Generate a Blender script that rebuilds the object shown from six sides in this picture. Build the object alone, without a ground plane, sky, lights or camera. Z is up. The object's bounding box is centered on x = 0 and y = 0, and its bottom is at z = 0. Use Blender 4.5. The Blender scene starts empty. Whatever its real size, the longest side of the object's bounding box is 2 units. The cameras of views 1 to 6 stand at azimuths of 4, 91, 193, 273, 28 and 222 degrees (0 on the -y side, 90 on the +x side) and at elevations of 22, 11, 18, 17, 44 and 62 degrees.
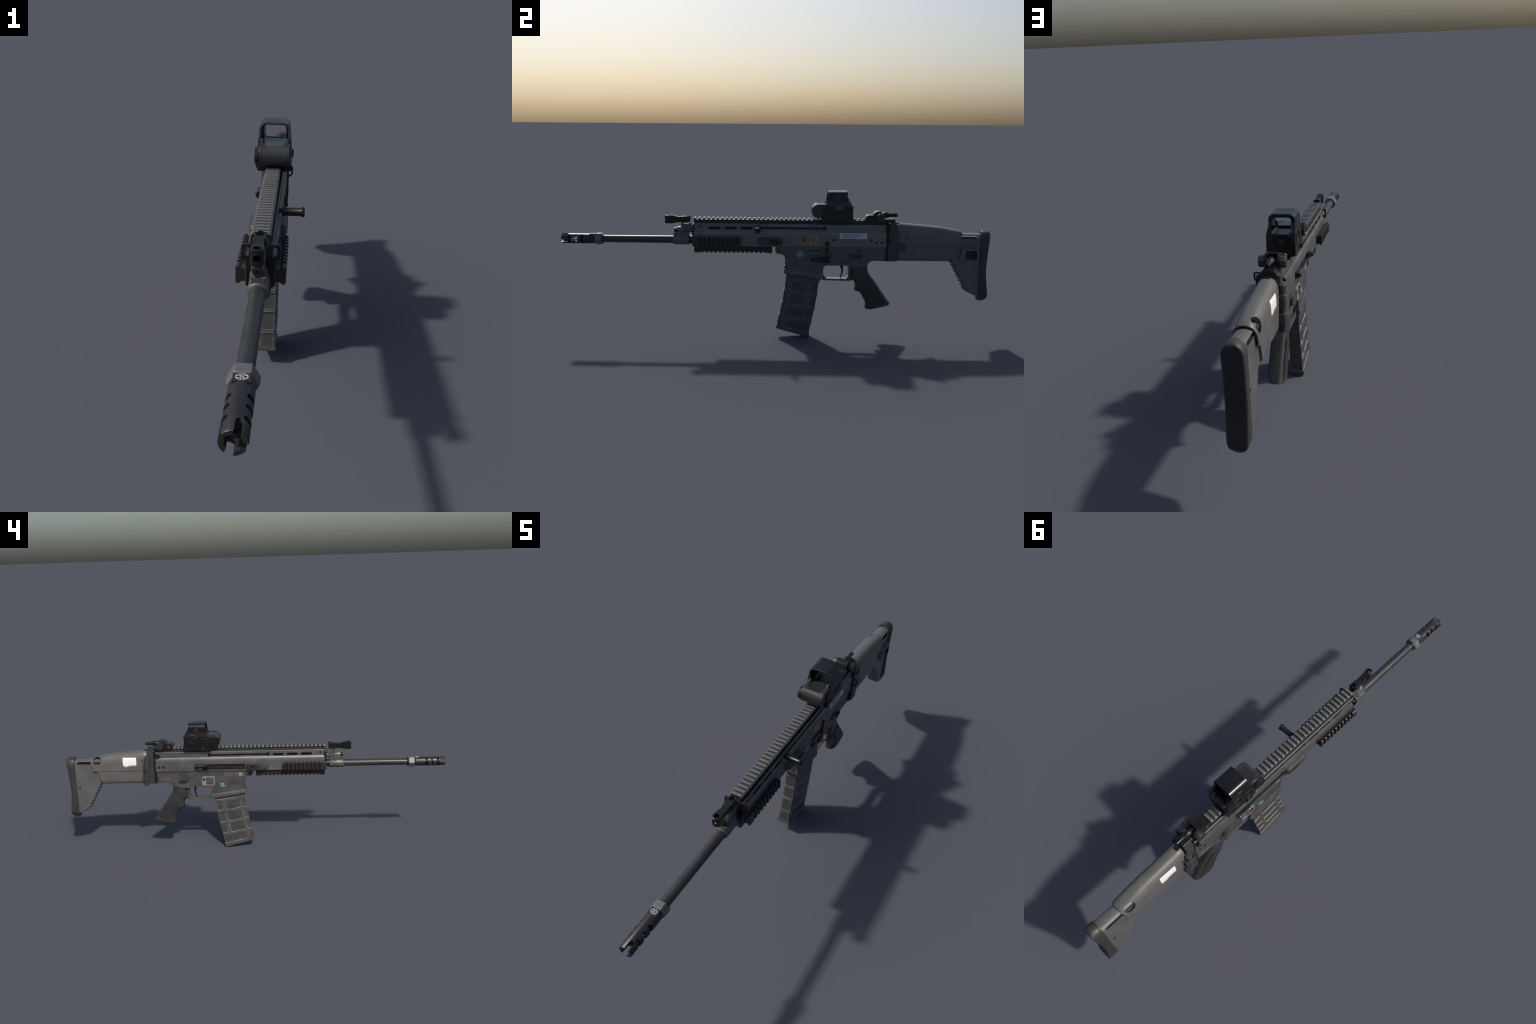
import bpy, bmesh, math, random
from mathutils import Vector, Matrix

random.seed(7)
X0 = -0.0206            # the rifle's centre plane; all part coordinates are relative to it
PI = math.pi

# ------------------------------------------------------------------ materials
def material(name, col, rough=0.5, metal=0.0, var=0.25, scale=60.0, speck=0.0, speck_col=(0.3, 0.3, 0.3),
             wear=0.0, wear_col=(0.3, 0.29, 0.27), wear_r=0.0025, bump=0.0, bump_scale=900.0,
             streak=0.0, tint=0.0, spec=0.5, rand=0.0):
    m = bpy.data.materials.new(name)
    m.use_nodes = True
    nt = m.node_tree
    N, L = nt.nodes, nt.links
    bsdf = N["Principled BSDF"]
    bsdf.inputs["Metallic"].default_value = metal
    bsdf.inputs["Specular IOR Level"].default_value = spec
    tc = N.new("ShaderNodeTexCoord")
    # broad blotches + fine grain modulating the base colour
    n1 = N.new("ShaderNodeTexNoise"); n1.inputs["Scale"].default_value = scale * 0.35
    n1.inputs["Detail"].default_value = 6; n1.inputs["Roughness"].default_value = 0.65
    n2 = N.new("ShaderNodeTexNoise"); n2.inputs["Scale"].default_value = scale * 6
    n2.inputs["Detail"].default_value = 3
    mp = N.new("ShaderNodeMapping"); mp.inputs["Scale"].default_value = (1, 1.0 - 0.75 * streak, 1)
    L.new(tc.outputs["Object"], mp.inputs["Vector"])
    L.new(mp.outputs["Vector"], n1.inputs["Vector"]); L.new(tc.outputs["Object"], n2.inputs["Vector"])
    r1 = N.new("ShaderNodeMapRange")
    r1.inputs["From Min"].default_value = 0.3; r1.inputs["From Max"].default_value = 0.7
    r1.inputs["To Min"].default_value = 1 - var; r1.inputs["To Max"].default_value = 1 + var
    L.new(n1.outputs["Fac"], r1.inputs["Value"])
    r2 = N.new("ShaderNodeMapRange")
    r2.inputs["From Min"].default_value = 0.3; r2.inputs["From Max"].default_value = 0.7
    r2.inputs["To Min"].default_value = 1 - var * 0.45; r2.inputs["To Max"].default_value = 1 + var * 0.45
    L.new(n2.outputs["Fac"], r2.inputs["Value"])
    mul = N.new("ShaderNodeMath"); mul.operation = 'MULTIPLY'
    L.new(r1.outputs[0], mul.inputs[0]); L.new(r2.outputs[0], mul.inputs[1])
    fac = mul.outputs[0]
    if rand > 0:
        oi = N.new("ShaderNodeObjectInfo")
        rr = N.new("ShaderNodeMapRange")
        rr.inputs["To Min"].default_value = 1 - rand; rr.inputs["To Max"].default_value = 1 + rand
        L.new(oi.outputs["Random"], rr.inputs["Value"])
        mm = N.new("ShaderNodeMath"); mm.operation = 'MULTIPLY'
        L.new(fac, mm.inputs[0]); L.new(rr.outputs[0], mm.inputs[1])
        fac = mm.outputs[0]
    base = N.new("ShaderNodeVectorMath"); base.operation = 'SCALE'
    base.inputs[0].default_value = col
    L.new(fac, base.inputs["Scale"])
    cur = base.outputs[0]

    def mix(fac_socket, colour, cur):
        mx = N.new("ShaderNodeMix"); mx.data_type = 'RGBA'
        L.new(fac_socket, mx.inputs[0]); L.new(cur, mx.inputs[6])
        mx.inputs[7].default_value = (*colour, 1)
        return mx.outputs[2]
    if tint > 0:                      # faint warm, rusty patches
        n3 = N.new("ShaderNodeTexNoise"); n3.inputs["Scale"].default_value = scale * 0.5
        n3.inputs["Detail"].default_value = 4
        off = N.new("ShaderNodeMapping"); off.inputs["Location"].default_value = (3.1, 1.7, 5.3)
        L.new(tc.outputs["Object"], off.inputs["Vector"]); L.new(off.outputs[0], n3.inputs["Vector"])
        r3 = N.new("ShaderNodeMapRange"); r3.inputs["From Min"].default_value = 0.52
        r3.inputs["From Max"].default_value = 0.72; r3.inputs["To Max"].default_value = tint
        L.new(n3.outputs["Fac"], r3.inputs["Value"])
        cur = mix(r3.outputs[0], (col[0] * 1.15, col[1] * 0.88, col[2] * 0.78), cur)
    if speck > 0:                     # pale scuffs
        n4 = N.new("ShaderNodeTexNoise"); n4.inputs["Scale"].default_value = 170
        n4.inputs["Detail"].default_value = 8; n4.inputs["Roughness"].default_value = 0.7
        n5 = N.new("ShaderNodeTexNoise"); n5.inputs["Scale"].default_value = 16
        n5.inputs["Detail"].default_value = 2
        L.new(tc.outputs["Object"], n4.inputs["Vector"]); L.new(tc.outputs["Object"], n5.inputs["Vector"])
        a = N.new("ShaderNodeMapRange"); a.inputs["From Min"].default_value = 0.53; a.inputs["From Max"].default_value = 0.66
        b = N.new("ShaderNodeMapRange"); b.inputs["From Min"].default_value = 0.45; b.inputs["From Max"].default_value = 0.62
        L.new(n4.outputs["Fac"], a.inputs["Value"]); L.new(n5.outputs["Fac"], b.inputs["Value"])
        c = N.new("ShaderNodeMath"); c.operation = 'MULTIPLY'
        L.new(a.outputs[0], c.inputs[0]); L.new(b.outputs[0], c.inputs[1])
        d = N.new("ShaderNodeMath"); d.operation = 'MULTIPLY'; d.inputs[1].default_value = speck
        L.new(c.outputs[0], d.inputs[0])
        cur = mix(d.outputs[0], speck_col, cur)
    if wear > 0:                      # rubbed edges
        bv = N.new("ShaderNodeBevel"); bv.samples = 4; bv.inputs["Radius"].default_value = wear_r
        ge = N.new("ShaderNodeNewGeometry")
        dt = N.new("ShaderNodeVectorMath"); dt.operation = 'DOT_PRODUCT'
        L.new(bv.outputs[0], dt.inputs[0]); L.new(ge.outputs["Normal"], dt.inputs[1])
        e = N.new("ShaderNodeMapRange"); e.inputs["From Min"].default_value = 0.985
        e.inputs["From Max"].default_value = 0.86
        e.inputs["To Min"].default_value = 0.0; e.inputs["To Max"].default_value = wear
        L.new(dt.outputs["Value"], e.inputs["Value"])
        nn = N.new("ShaderNodeMapRange"); nn.inputs["From Min"].default_value = 0.38; nn.inputs["From Max"].default_value = 0.58
        L.new(n1.outputs["Fac"], nn.inputs["Value"])
        f = N.new("ShaderNodeMath"); f.operation = 'MULTIPLY'
        L.new(e.outputs[0], f.inputs[0]); L.new(nn.outputs[0], f.inputs[1])
        cur = mix(f.outputs[0], wear_col, cur)
    L.new(cur, bsdf.inputs["Base Color"])
    rg = N.new("ShaderNodeMapRange")
    rg.inputs["From Min"].default_value = 0.3; rg.inputs["From Max"].default_value = 0.7
    rg.inputs["To Min"].default_value = max(0.05, rough - 0.08); rg.inputs["To Max"].default_value = min(1, rough + 0.08)
    L.new(n1.outputs["Fac"], rg.inputs["Value"]); L.new(rg.outputs[0], bsdf.inputs["Roughness"])
    if bump > 0:
        nb = N.new("ShaderNodeTexNoise"); nb.inputs["Scale"].default_value = bump_scale
        nb.inputs["Detail"].default_value = 2
        L.new(tc.outputs["Object"], nb.inputs["Vector"])
        bu = N.new("ShaderNodeBump"); bu.inputs["Strength"].default_value = bump
        bu.inputs["Distance"].default_value = 0.0006
        L.new(nb.outputs["Fac"], bu.inputs["Height"]); L.new(bu.outputs[0], bsdf.inputs["Normal"])
    m["cur"] = 0
    return m


M = {}
M["receiver"] = material("receiver_coat", (0.148, 0.146, 0.148), 0.44, 0.58, 0.16, 60, speck=0.12, speck_col=(0.24, 0.235, 0.23),
                         wear=0.6, wear_col=(0.30, 0.295, 0.29), wear_r=0.0018, streak=0.5, tint=0.3, bump=0.1)
M["lower"] = material("lower_coat", (0.092, 0.0905, 0.0905), 0.46, 0.45, 0.26, 60, speck=0.6, speck_col=(0.24, 0.235, 0.23),
                      wear=1.0, wear_col=(0.32, 0.315, 0.30), wear_r=0.0026, tint=0.35, bump=0.15)
M["stock"] = material("stock_polymer", (0.108, 0.106, 0.102), 0.42, 0.0, 0.12, 60, speck=0.06, speck_col=(0.2, 0.19, 0.18),
                      wear=0.35, wear_col=(0.22, 0.215, 0.2), wear_r=0.0018, tint=0.25, streak=0.4, bump=0.12)
M["butt"] = material("butt_polymer", (0.100, 0.098, 0.100), 0.42, 0.0, 0.14, 60, speck=0.08, speck_col=(0.2, 0.2, 0.2),
                     wear=0.35, wear_col=(0.22, 0.21, 0.2), wear_r=0.0018, tint=0.3, bump=0.12)
M["rubber"] = material("pad_rubber", (0.034, 0.0335, 0.032), 0.5, 0.0, 0.15, 60, bump=0.2, tint=0.2, wear=0.3, wear_col=(0.09, 0.088, 0.08), wear_r=0.002)
M["rubber_face"] = material("pad_face_rubber", (0.014, 0.014, 0.015), 0.55, 0.0, 0.15, 60)
M["grip_shade"] = material("grip_panel_shade", (0.021, 0.021, 0.021), 0.5, 0.0, 0.12, 60)  # darker grip tone, shade between the ridges painted onto the panel
M["nub"] = material("pad_nub_rubber", (0.034, 0.033, 0.032), 0.45, 0.0, 0.2, 60)
M["grip"] = material("grip_polymer", (0.034, 0.034, 0.0335), 0.42, 0.0, 0.12, 60, wear=0.3, wear_col=(0.075, 0.074, 0.07),
                     wear_r=0.002, bump=0.3, bump_scale=700)
M["mag"] = material("magazine_polymer", (0.065, 0.065, 0.0638), 0.5, 0.0, 0.2, 60, speck=0.12, speck_col=(0.15, 0.148, 0.14), bump=0.2)
M["mag_edge"] = material("magazine_worn_edge", (0.165, 0.162, 0.152), 0.5, 0.0, 0.25, 60)
M["mag_panel"] = material("magazine_panel", (0.049, 0.049, 0.047), 0.5, 0.0, 0.22, 60, bump=0.3)
M["optic"] = material("optic_black", (0.0065, 0.0065, 0.0068), 0.30, 0.0, 0.15, 60, wear=0.35, wear_col=(0.13, 0.125, 0.115), wear_r=0.0012)
M["optic_grey"] = material("optic_battery_grey", (0.028, 0.028, 0.0282), 0.4, 0.0, 0.12, 60, wear=0.3, wear_col=(0.12, 0.12, 0.11), wear_r=0.0012)
M["deck"] = material("optic_deck", (0.022, 0.022, 0.023), 0.25, 0.0, 0.1, 60)
M["mark"] = material("optic_marking", (0.085, 0.085, 0.085), 0.5)
M["sight"] = material("sight_black", (0.012, 0.012, 0.012), 0.3, 0.2, 0.2, 60, wear=0.4, wear_col=(0.2, 0.19, 0.17), wear_r=0.0012, tint=0.3)
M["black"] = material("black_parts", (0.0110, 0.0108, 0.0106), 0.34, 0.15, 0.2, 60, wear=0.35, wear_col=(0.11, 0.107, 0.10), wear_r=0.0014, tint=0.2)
M["rail_black"] = material("side_rail_black", (0.024, 0.0232, 0.0225), 0.38, 0.1, 0.25, 60, wear=0.5, wear_col=(0.11, 0.105, 0.097), wear_r=0.0014, tint=0.5)
M["rail_deep"] = material("side_rail_groove", (0.008, 0.0075, 0.007), 0.5, 0.0, 0.25, 60)
M["knob"] = material("knob_brown_black", (0.034, 0.031, 0.029), 0.4, 0.2, 0.25, 60, wear=0.4, wear_col=(0.15, 0.14, 0.13), wear_r=0.0014, tint=0.9)
M["hinge"] = material("hinge_metal", (0.044, 0.0435, 0.043), 0.45, 0.1, 0.15, 60, wear=0.35, wear_col=(0.14, 0.135, 0.13), wear_r=0.0014, tint=0.4)
M["tooth"] = material("rail_tooth_worn", (0.135, 0.136, 0.140), 0.45, 0.25, 0.14, 90, rand=0.08, wear=0.7, wear_col=(0.27, 0.27, 0.275), wear_r=0.0013, tint=0.1)
M["groove"] = material("rail_groove", (0.040, 0.037, 0.0345), 0.5, 0.2, 0.3, 60, tint=0.8)
M["barrel"] = material("barrel_steel", (0.042, 0.042, 0.043), 0.40, 0.30, 0.2, 60, streak=0.6, tint=0.3)
M["brake"] = material("muzzle_black", (0.030, 0.030, 0.031), 0.4, 0.3, 0.15, 60, wear=0.5, wear_col=(0.2, 0.19, 0.18), wear_r=0.0010)
M["steel"] = material("bare_steel", (0.135, 0.135, 0.14), 0.5, 0.3, 0.18, 90, wear=0.4, wear_col=(0.42, 0.41, 0.4), wear_r=0.0012)
M["gas"] = material("gas_block_steel", (0.11, 0.109, 0.108), 0.45, 0.3, 0.2, 70, wear=0.4, wear_col=(0.3, 0.29, 0.28), wear_r=0.0012, tint=0.3)
M["silver"] = material("silver_frame", (0.30, 0.30, 0.31), 0.4, 0.4, 0.25, 60, wear=0.3, wear_col=(0.5, 0.5, 0.5), wear_r=0.0012)
M["dark"] = material("dark_recess_tone", (0.010, 0.0085, 0.0075), 0.55, 0.0, 0.3, 60, tint=0.8)  # near-black for cut interiors and for plates standing in for recesses
M["bolt"] = material("bolt_carrier_brown", (0.024, 0.018, 0.015), 0.45, 0.2, 0.4, 60, tint=1.0)
M["orange"] = material("orange_paint", (0.50, 0.20, 0.02), 0.6, 0.0, 0.25, 60)
M["teal"] = material("teal_paint", (0.10, 0.42, 0.40), 0.6, 0.0, 0.25, 60)
M["label"] = material("label_paper", (0.50, 0.50, 0.52), 0.5, 0.0, 0.06, 60)
M["ink"] = material("label_ink", (0.17, 0.17, 0.19), 0.5, 0.0, 0.1, 60)
M["etch"] = material("etched_text", (0.19, 0.185, 0.18), 0.5, 0.0, 0.15, 60)
M["etch_dim"] = material("etched_text_faint", (0.15, 0.148, 0.146), 0.5, 0.0, 0.15, 60)
M["tan_mark"] = material("tan_marking", (0.17, 0.15, 0.12), 0.55, 0.0, 0.25, 90)
M["pale_mark"] = material("pale_marking", (0.20, 0.197, 0.19), 0.55, 0.0, 0.2, 90)
M["emblem"] = material("emblem_white", (0.40, 0.395, 0.39), 0.5, 0.0, 0.1, 60)
M["scuff"] = material("bare_spot", (0.19, 0.19, 0.195), 0.45, 0.2, 0.2, 60)

# glass of the optic
g = bpy.data.materials.new("lens_glass"); g.use_nodes = True
gb = g.node_tree.nodes["Principled BSDF"]
gb.inputs["Base Color"].default_value = (0.90, 0.92, 0.93, 1); gb.inputs["Roughness"].default_value = 0.02
gb.inputs["Transmission Weight"].default_value = 1.0; gb.inputs["IOR"].default_value = 1.12
M["glass"] = g


def add_white_patch(m):
    """torn white tape on the left of the stock: a box mask with ragged, streaky edges."""
    nt = m.node_tree; N, L = nt.nodes, nt.links
    bsdf = N["Principled BSDF"]
    cur = bsdf.inputs["Base Color"].links[0].from_socket
    tc = N.new("ShaderNodeTexCoord"); sx = N.new("ShaderNodeSeparateXYZ")
    L.new(tc.outputs["Object"], sx.inputs[0])
    nz = N.new("ShaderNodeTexNoise"); nz.inputs["Scale"].default_value = 150; nz.inputs["Detail"].default_value = 3
    mp = N.new("ShaderNodeMapping"); mp.inputs["Scale"].default_value = (0.05, 1.0, 0.25)
    L.new(tc.outputs["Object"], mp.inputs[0]); L.new(mp.outputs[0], nz.inputs["Vector"])
    nz2 = N.new("ShaderNodeTexNoise"); nz2.inputs["Scale"].default_value = 38; nz2.inputs["Detail"].default_value = 2
    L.new(mp.outputs[0], nz2.inputs["Vector"])

    def math_(op, a, b=None, c=None):
        n = N.new("ShaderNodeMath"); n.operation = op
        for i, v in enumerate((a, b, c)):
            if v is None: continue
            if isinstance(v, (int, float)): n.inputs[i].default_value = v
            else: L.new(v, n.inputs[i])
        return n.outputs[0]

    def ramp(v, lo, hi):
        n = N.new("ShaderNodeMapRange"); n.inputs["From Min"].default_value = lo; n.inputs["From Max"].default_value = hi
        L.new(v, n.inputs["Value"]); return n.outputs[0]
    jit = math_('MULTIPLY', math_('SUBTRACT', nz.outputs["Fac"], 0.5), 0.004)
    y = math_('ADD', sx.outputs["Y"], jit)
    jz = math_('ADD', math_('MULTIPLY', math_('SUBTRACT', nz.outputs["Fac"], 0.5), 0.010),
               math_('MULTIPLY', math_('SUBTRACT', nz2.outputs["Fac"], 0.5), 0.020))
    zlow = math_('ADD', sx.outputs["Z"], jz)
    ztop = math_('ADD', sx.outputs["Z"], math_('MULTIPLY', jit, 0.4))
    masks = [ramp(y, 0.6185, 0.6205), ramp(y, 0.6920, 0.6895), ramp(zlow, 0.4700, 0.4800), ramp(ztop, 0.5205, 0.5188),
             ramp(sx.outputs["X"], -0.005, -0.006)]
    acc = masks[0]
    for k in masks[1:]: acc = math_('MULTIPLY', acc, k)
    mx = N.new("ShaderNodeMix"); mx.data_type = 'RGBA'
    L.new(acc, mx.inputs[0]); L.new(cur, mx.inputs[6]); mx.inputs[7].default_value = (0.86, 0.85, 0.84, 1)
    L.new(mx.outputs[2], bsdf.inputs["Base Color"])


M["stock_marked"] = material("stock_polymer_taped", (0.108, 0.106, 0.102), 0.42, 0.0, 0.12, 60, speck=0.06, speck_col=(0.2, 0.19, 0.18),
                             wear=0.35, wear_col=(0.22, 0.215, 0.2), wear_r=0.0018, tint=0.25, streak=0.4, bump=0.12)
add_white_patch(M["stock_marked"])
for k in list(M.values()):
    if "cur" in k: del k["cur"]

# ------------------------------------------------------------------ mesh helpers
def new_mesh(name, verts, faces):
    me = bpy.data.meshes.new(name)
    me.from_pydata([tuple(v) for v in verts], [], faces)
    bm = bmesh.new(); bm.from_mesh(me)
    bmesh.ops.remove_doubles(bm, verts=bm.verts, dist=1e-6)
    bmesh.ops.recalc_face_normals(bm, faces=bm.faces)
    bm.to_mesh(me); bm.free()
    return me


def fillet(pts, r, seg=4):
    """round the corners of a closed polygon; r is one radius or one per corner."""
    n = len(pts); out = []
    for i, p in enumerate(pts):
        rad = r[i] if isinstance(r, (list, tuple)) else r
        p = Vector(p); a = Vector(pts[i - 1]); b = Vector(pts[(i + 1) % n])
        if rad <= 0: out.append(tuple(p)); continue
        da, db = (a - p), (b - p)
        la, lb = da.length, db.length
        da.normalize(); db.normalize()
        ang = da.angle(db)
        if ang > PI - 0.02: out.append(tuple(p)); continue
        t = min(rad / math.tan(ang / 2), la * 0.48, lb * 0.48)
        rr = t * math.tan(ang / 2)
        c = p + (da + db).normalized() * (rr / math.sin(ang / 2))
        s, e = p + da * t - c, p + db * t - c
        a0 = math.atan2(s.y, s.x); a1 = math.atan2(e.y, e.x)
        d = (a1 - a0 + PI) % (2 * PI) - PI
        for k in range(seg + 1):
            q = a0 + d * k / seg
            out.append((c.x + rr * math.cos(q), c.y + rr * math.sin(q)))
    return out


def loft_mesh(name, rings, cap0=True, cap1=True, closed=False):
    n = len(rings[0]); v = []; f = []
    for r in rings: v += [tuple(p) for p in r]
    m = len(rings)
    for i in range(m if closed else m - 1):
        j = (i + 1) % m
        for k in range(n):
            l = (k + 1) % n
            f.append((i * n + k, i * n + l, j * n + l, j * n + k))
    if not closed:
        if cap0: f.append(tuple(range(n)))
        if cap1: f.append(tuple(range((m - 1) * n, m * n)))
    return new_mesh(name, v, f)


def prism_x(name, yz, xa, xb):
    return loft_mesh(name, [[(x, y, z) for y, z in yz] for x in (xa, xb)])


def prism_y(name, xz, ya, yb):
    return loft_mesh(name, [[(x, y, z) for x, z in xz] for y in (ya, yb)])


def mirror_xz(half):
    """half profile (x>=0, top to bottom) -> closed symmetric outline."""
    return half + [(-x, z) for x, z in reversed(half) if x > 1e-7]


def box_mesh(name, lo, hi):
    return prism_x(name, [(lo[1], lo[2]), (hi[1], lo[2]), (hi[1], hi[2]), (lo[1], hi[2])], lo[0], hi[0])


def lathe(name, prof, axis='y', c=(0, 0), seg=40, loop=False, ph=0.0):
    """prof: (position along axis, radius); c: the two other coordinates of the axis."""
    rings = []
    for a, r in prof:
        ring = []
        for k in range(seg):
            t = 2 * PI * k / seg + ph
            u, w = c[0] + r * math.cos(t), c[1] + r * math.sin(t)
            ring.append({'y': (u, a, w), 'x': (a, u, w), 'z': (u, w, a)}[axis])
        rings.append(ring)
    return loft_mesh(name, rings, closed=loop)


def sweep(name, pts, r, seg=8, closed=False):
    P = [Vector(p) for p in pts]; n = len(P); rings = []
    up = None
    for i in range(n):
        a = P[i - 1] if (closed or i) else P[i]
        b = P[(i + 1) % n] if (closed or i < n - 1) else P[i]
        t = (b - a).normalized()
        if up is None:
            up = Vector((0, 0, 1)) if abs(t.z) < 0.9 else Vector((1, 0, 0))
        side = t.cross(up).normalized(); up = side.cross(t).normalized()
        rings.append([P[i] + side * r * math.cos(2 * PI * k / seg) + up * r * math.sin(2 * PI * k / seg) for k in range(seg)])
    return loft_mesh(name, rings, closed=closed)


def join_meshes(name, meshes):
    bm = bmesh.new()
    for me in meshes: bm.from_mesh(me)
    out = bpy.data.meshes.new(name); bm.to_mesh(out); bm.free()
    for me in meshes: bpy.data.meshes.remove(me)
    return out


def strokes(name, paths, width, place, thick=0.0006):
    """flat painted/etched strokes: paths in 2D, place(u, v, h) -> 3D."""
    ms = []
    for path in paths:
        P = [Vector((*p, 0)) for p in path]
        L_, R_ = [], []
        for i, p in enumerate(P):
            a = P[max(i - 1, 0)]; b = P[min(i + 1, len(P) - 1)]
            t = (b - a).normalized(); n = Vector((-t.y, t.x, 0)) * width / 2
            e = t * width * 0.3 * ((i == len(P) - 1) - (i == 0))
            L_.append(p + n + e); R_.append(p - n + e)
        rings = []
        for l, r in zip(L_, R_):
            rings.append([place(l.x, l.y, -0.0005), place(r.x, r.y, -0.0005), place(r.x, r.y, thick), place(l.x, l.y, thick)])
        ms.append(loft_mesh(name, rings))
    return join_meshes(name, ms)


COL = bpy.context.scene.collection
root = bpy.data.objects.new("rifle", None); COL.objects.link(root)
root.location = (X0, 0, 0); root.empty_display_size = 0.2
root["label"] = "black battle rifle with holographic sight and curved box magazine"
root["category"] = "rifle"


def temp(me):
    o = bpy.data.objects.new("tmp", me); COL.objects.link(o); return o


def bake(o):
    dg = bpy.context.evaluated_depsgraph_get(); dg.update()
    me = bpy.data.meshes.new_from_object(o.evaluated_get(dg))
    old = o.data; o.modifiers.clear(); o.data = me
    if old.users == 0: bpy.data.meshes.remove(old)


def smooth(me, angle):
    me.polygons.foreach_set("use_smooth", [True] * len(me.polygons))
    me.set_sharp_from_angle(angle=math.radians(angle))


def obj(name, me, mat, parent=None, bevel=0.0, cuts=(), seg=2, angle=40, cut_mat=None, keep=(), limit=32, pre_cuts=(), inter=None, wn=True):
    """make a part: optional booleans, bevel, smooth shading by angle."""
    o = bpy.data.objects.new(name, me); COL.objects.link(o)
    me.name = name
    if mat is not None: me.materials.append(M[mat])
    tmp = []

    def boolean(cm, op):
        if cut_mat and op == 'DIFFERENCE' and not cm.materials: cm.materials.append(M[cut_mat])
        c = temp(cm); tmp.append(c)
        b = o.modifiers.new("b", 'BOOLEAN'); b.operation = op; b.object = c; b.solver = 'EXACT'
        b.material_mode = 'TRANSFER'
    if inter is not None: boolean(inter, 'INTERSECT')
    for cm in pre_cuts: boolean(cm, 'DIFFERENCE')
    if bevel > 0:
        b = o.modifiers.new("bev", 'BEVEL'); b.width = bevel; b.segments = seg
        b.limit_method = 'ANGLE'; b.angle_limit = math.radians(limit); b.use_clamp_overlap = True
    for cm in cuts: boolean(cm, 'DIFFERENCE')
    if o.modifiers: bake(o)
    for c in tmp:
        m_ = c.data; bpy.data.objects.remove(c)
        if m_.users == 0: bpy.data.meshes.remove(m_)
    smooth(o.data, angle)
    o.data.name = name
    if wn and bevel > 0:
        w = o.modifiers.new("wn", 'WEIGHTED_NORMAL'); w.keep_sharp = True; w.weight = 60
    o.parent = parent or root
    return o


def copy_of(o, name, loc, parent=None, rot=None, scale=None):
    c = o.copy(); c.name = name; c.location = loc
    if rot: c.rotation_euler = rot
    if scale: c.scale = scale
    COL.objects.link(c); c.parent = parent or o.parent
    return c


def disc_x(name, y, z, r, xa, xb, mat, parent, seg=24, bevel=0.0006, **k):
    return obj(name, lathe(name, [(xa, r), (xb, r)], 'x', (y, z), seg), mat, parent, bevel, **k)


def slot_yz(y0, y1, z0, z1, r=None, seg=6):
    r = min(y1 - y0, z1 - z0) / 2 if r is None else r
    return fillet([(y0, z0), (y1, z0), (y1, z1), (y0, z1)], r * 0.999, seg)


def bar(lo, hi): return box_mesh("c", lo, hi)

# ------------------------------------------------------------------ barrel group
ZB = 0.4625                                         # bore axis height
barrel = obj("barrel", lathe("barrel", [(-0.845, 0.0172), (-0.80, 0.0174), (-0.60, 0.0177), (-0.474, 0.018), (-0.37, 0.018)], 'y', (0, ZB), 48),
             "barrel", bevel=0)
# flash hider / muzzle brake: tube with four prongs and side ports
R, r = 0.0238, 0.0150
tube = lathe("muzzle_brake", [(-0.8475, R - .0006), (-0.866, R - .0006), (-0.8665, R - .0016), (-0.868, R - .0016), (-0.8685, R), (-0.998, R), (-1.0, R - .0014),
                              (-1.0, r), (-0.86, r), (-0.8475, r)], 'y', (0, ZB), 64, loop=True)
cuts = []
for k in range(4):
    a = math.radians(90 - 19 + 90 * k)              # prong slots, turned a little clockwise seen from the front
    w = 0.0071
    out = fillet([(-1.02, -w), (-0.968, -w), (-0.968, w), (-1.02, w)], [0, w * .98, w * .98, 0], 5)
    ring = lambda d: [(d * math.cos(a) - s * math.sin(a), y, ZB + d * math.sin(a) + s * math.cos(a)) for y, s in out]
    cuts.append(loft_mesh("c", [ring(0.006), ring(0.04)]))
for sgn in (1, -1):
    for y0, y1, h in ((-0.968, -0.9555, .0203), (-0.9365, -0.9235, .0203), (-0.909, -0.8948, .0203), (-0.9545, -0.930, .0072)):
        prof = fillet([(y0 + .001, ZB - h), (y1 + .0005, ZB - h), (y1 - .001, ZB), (y1 + .0005, ZB + h), (y0 + .001, ZB + h), (y0 - .001, ZB)], [.005, .005, 0, .005, .005, 0], 3)
        cuts.append(prism_x("c", prof, 0.004 * sgn, 0.04 * sgn))
brake = obj("muzzle_brake", tube, "brake", barrel, cuts=cuts, angle=35, cut_mat="brake")
obj("muzzle_bore", lathe("m", [(-0.872, 0.0149), (-0.874, 0.0149), (-0.874, 0.008), (-0.85, 0.0075), (-0.85, 0.0149)], 'y', (0, ZB), 32, loop=True), "dark", brake)
for y0, y1 in ((-.9685, -.9600), (-.9110, -.8950)):
    obj("brake_baffle", lathe("b", [(y0, .0152), (y1, .0152), (y1, .0075), (y0, .0065)], 'y', (0, ZB), 32, loop=True), "dark", brake)
# hex nut
hexr = 0.0298
hm = lathe("hex_nut", [(-0.843, hexr - .004), (-0.839, hexr), (-0.8135, hexr), (-0.8095, hexr - .005)], 'y', (0, ZB), 6)
hex_nut = obj("hex_nut", hm, "steel", barrel, 0.0012, angle=30)
obj("barrel_collar", lathe("c", [(-0.8105, 0.0235), (-0.806, 0.0225), (-0.803, 0.0178)], 'y', (0, ZB), 40), "brake", barrel)
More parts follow.
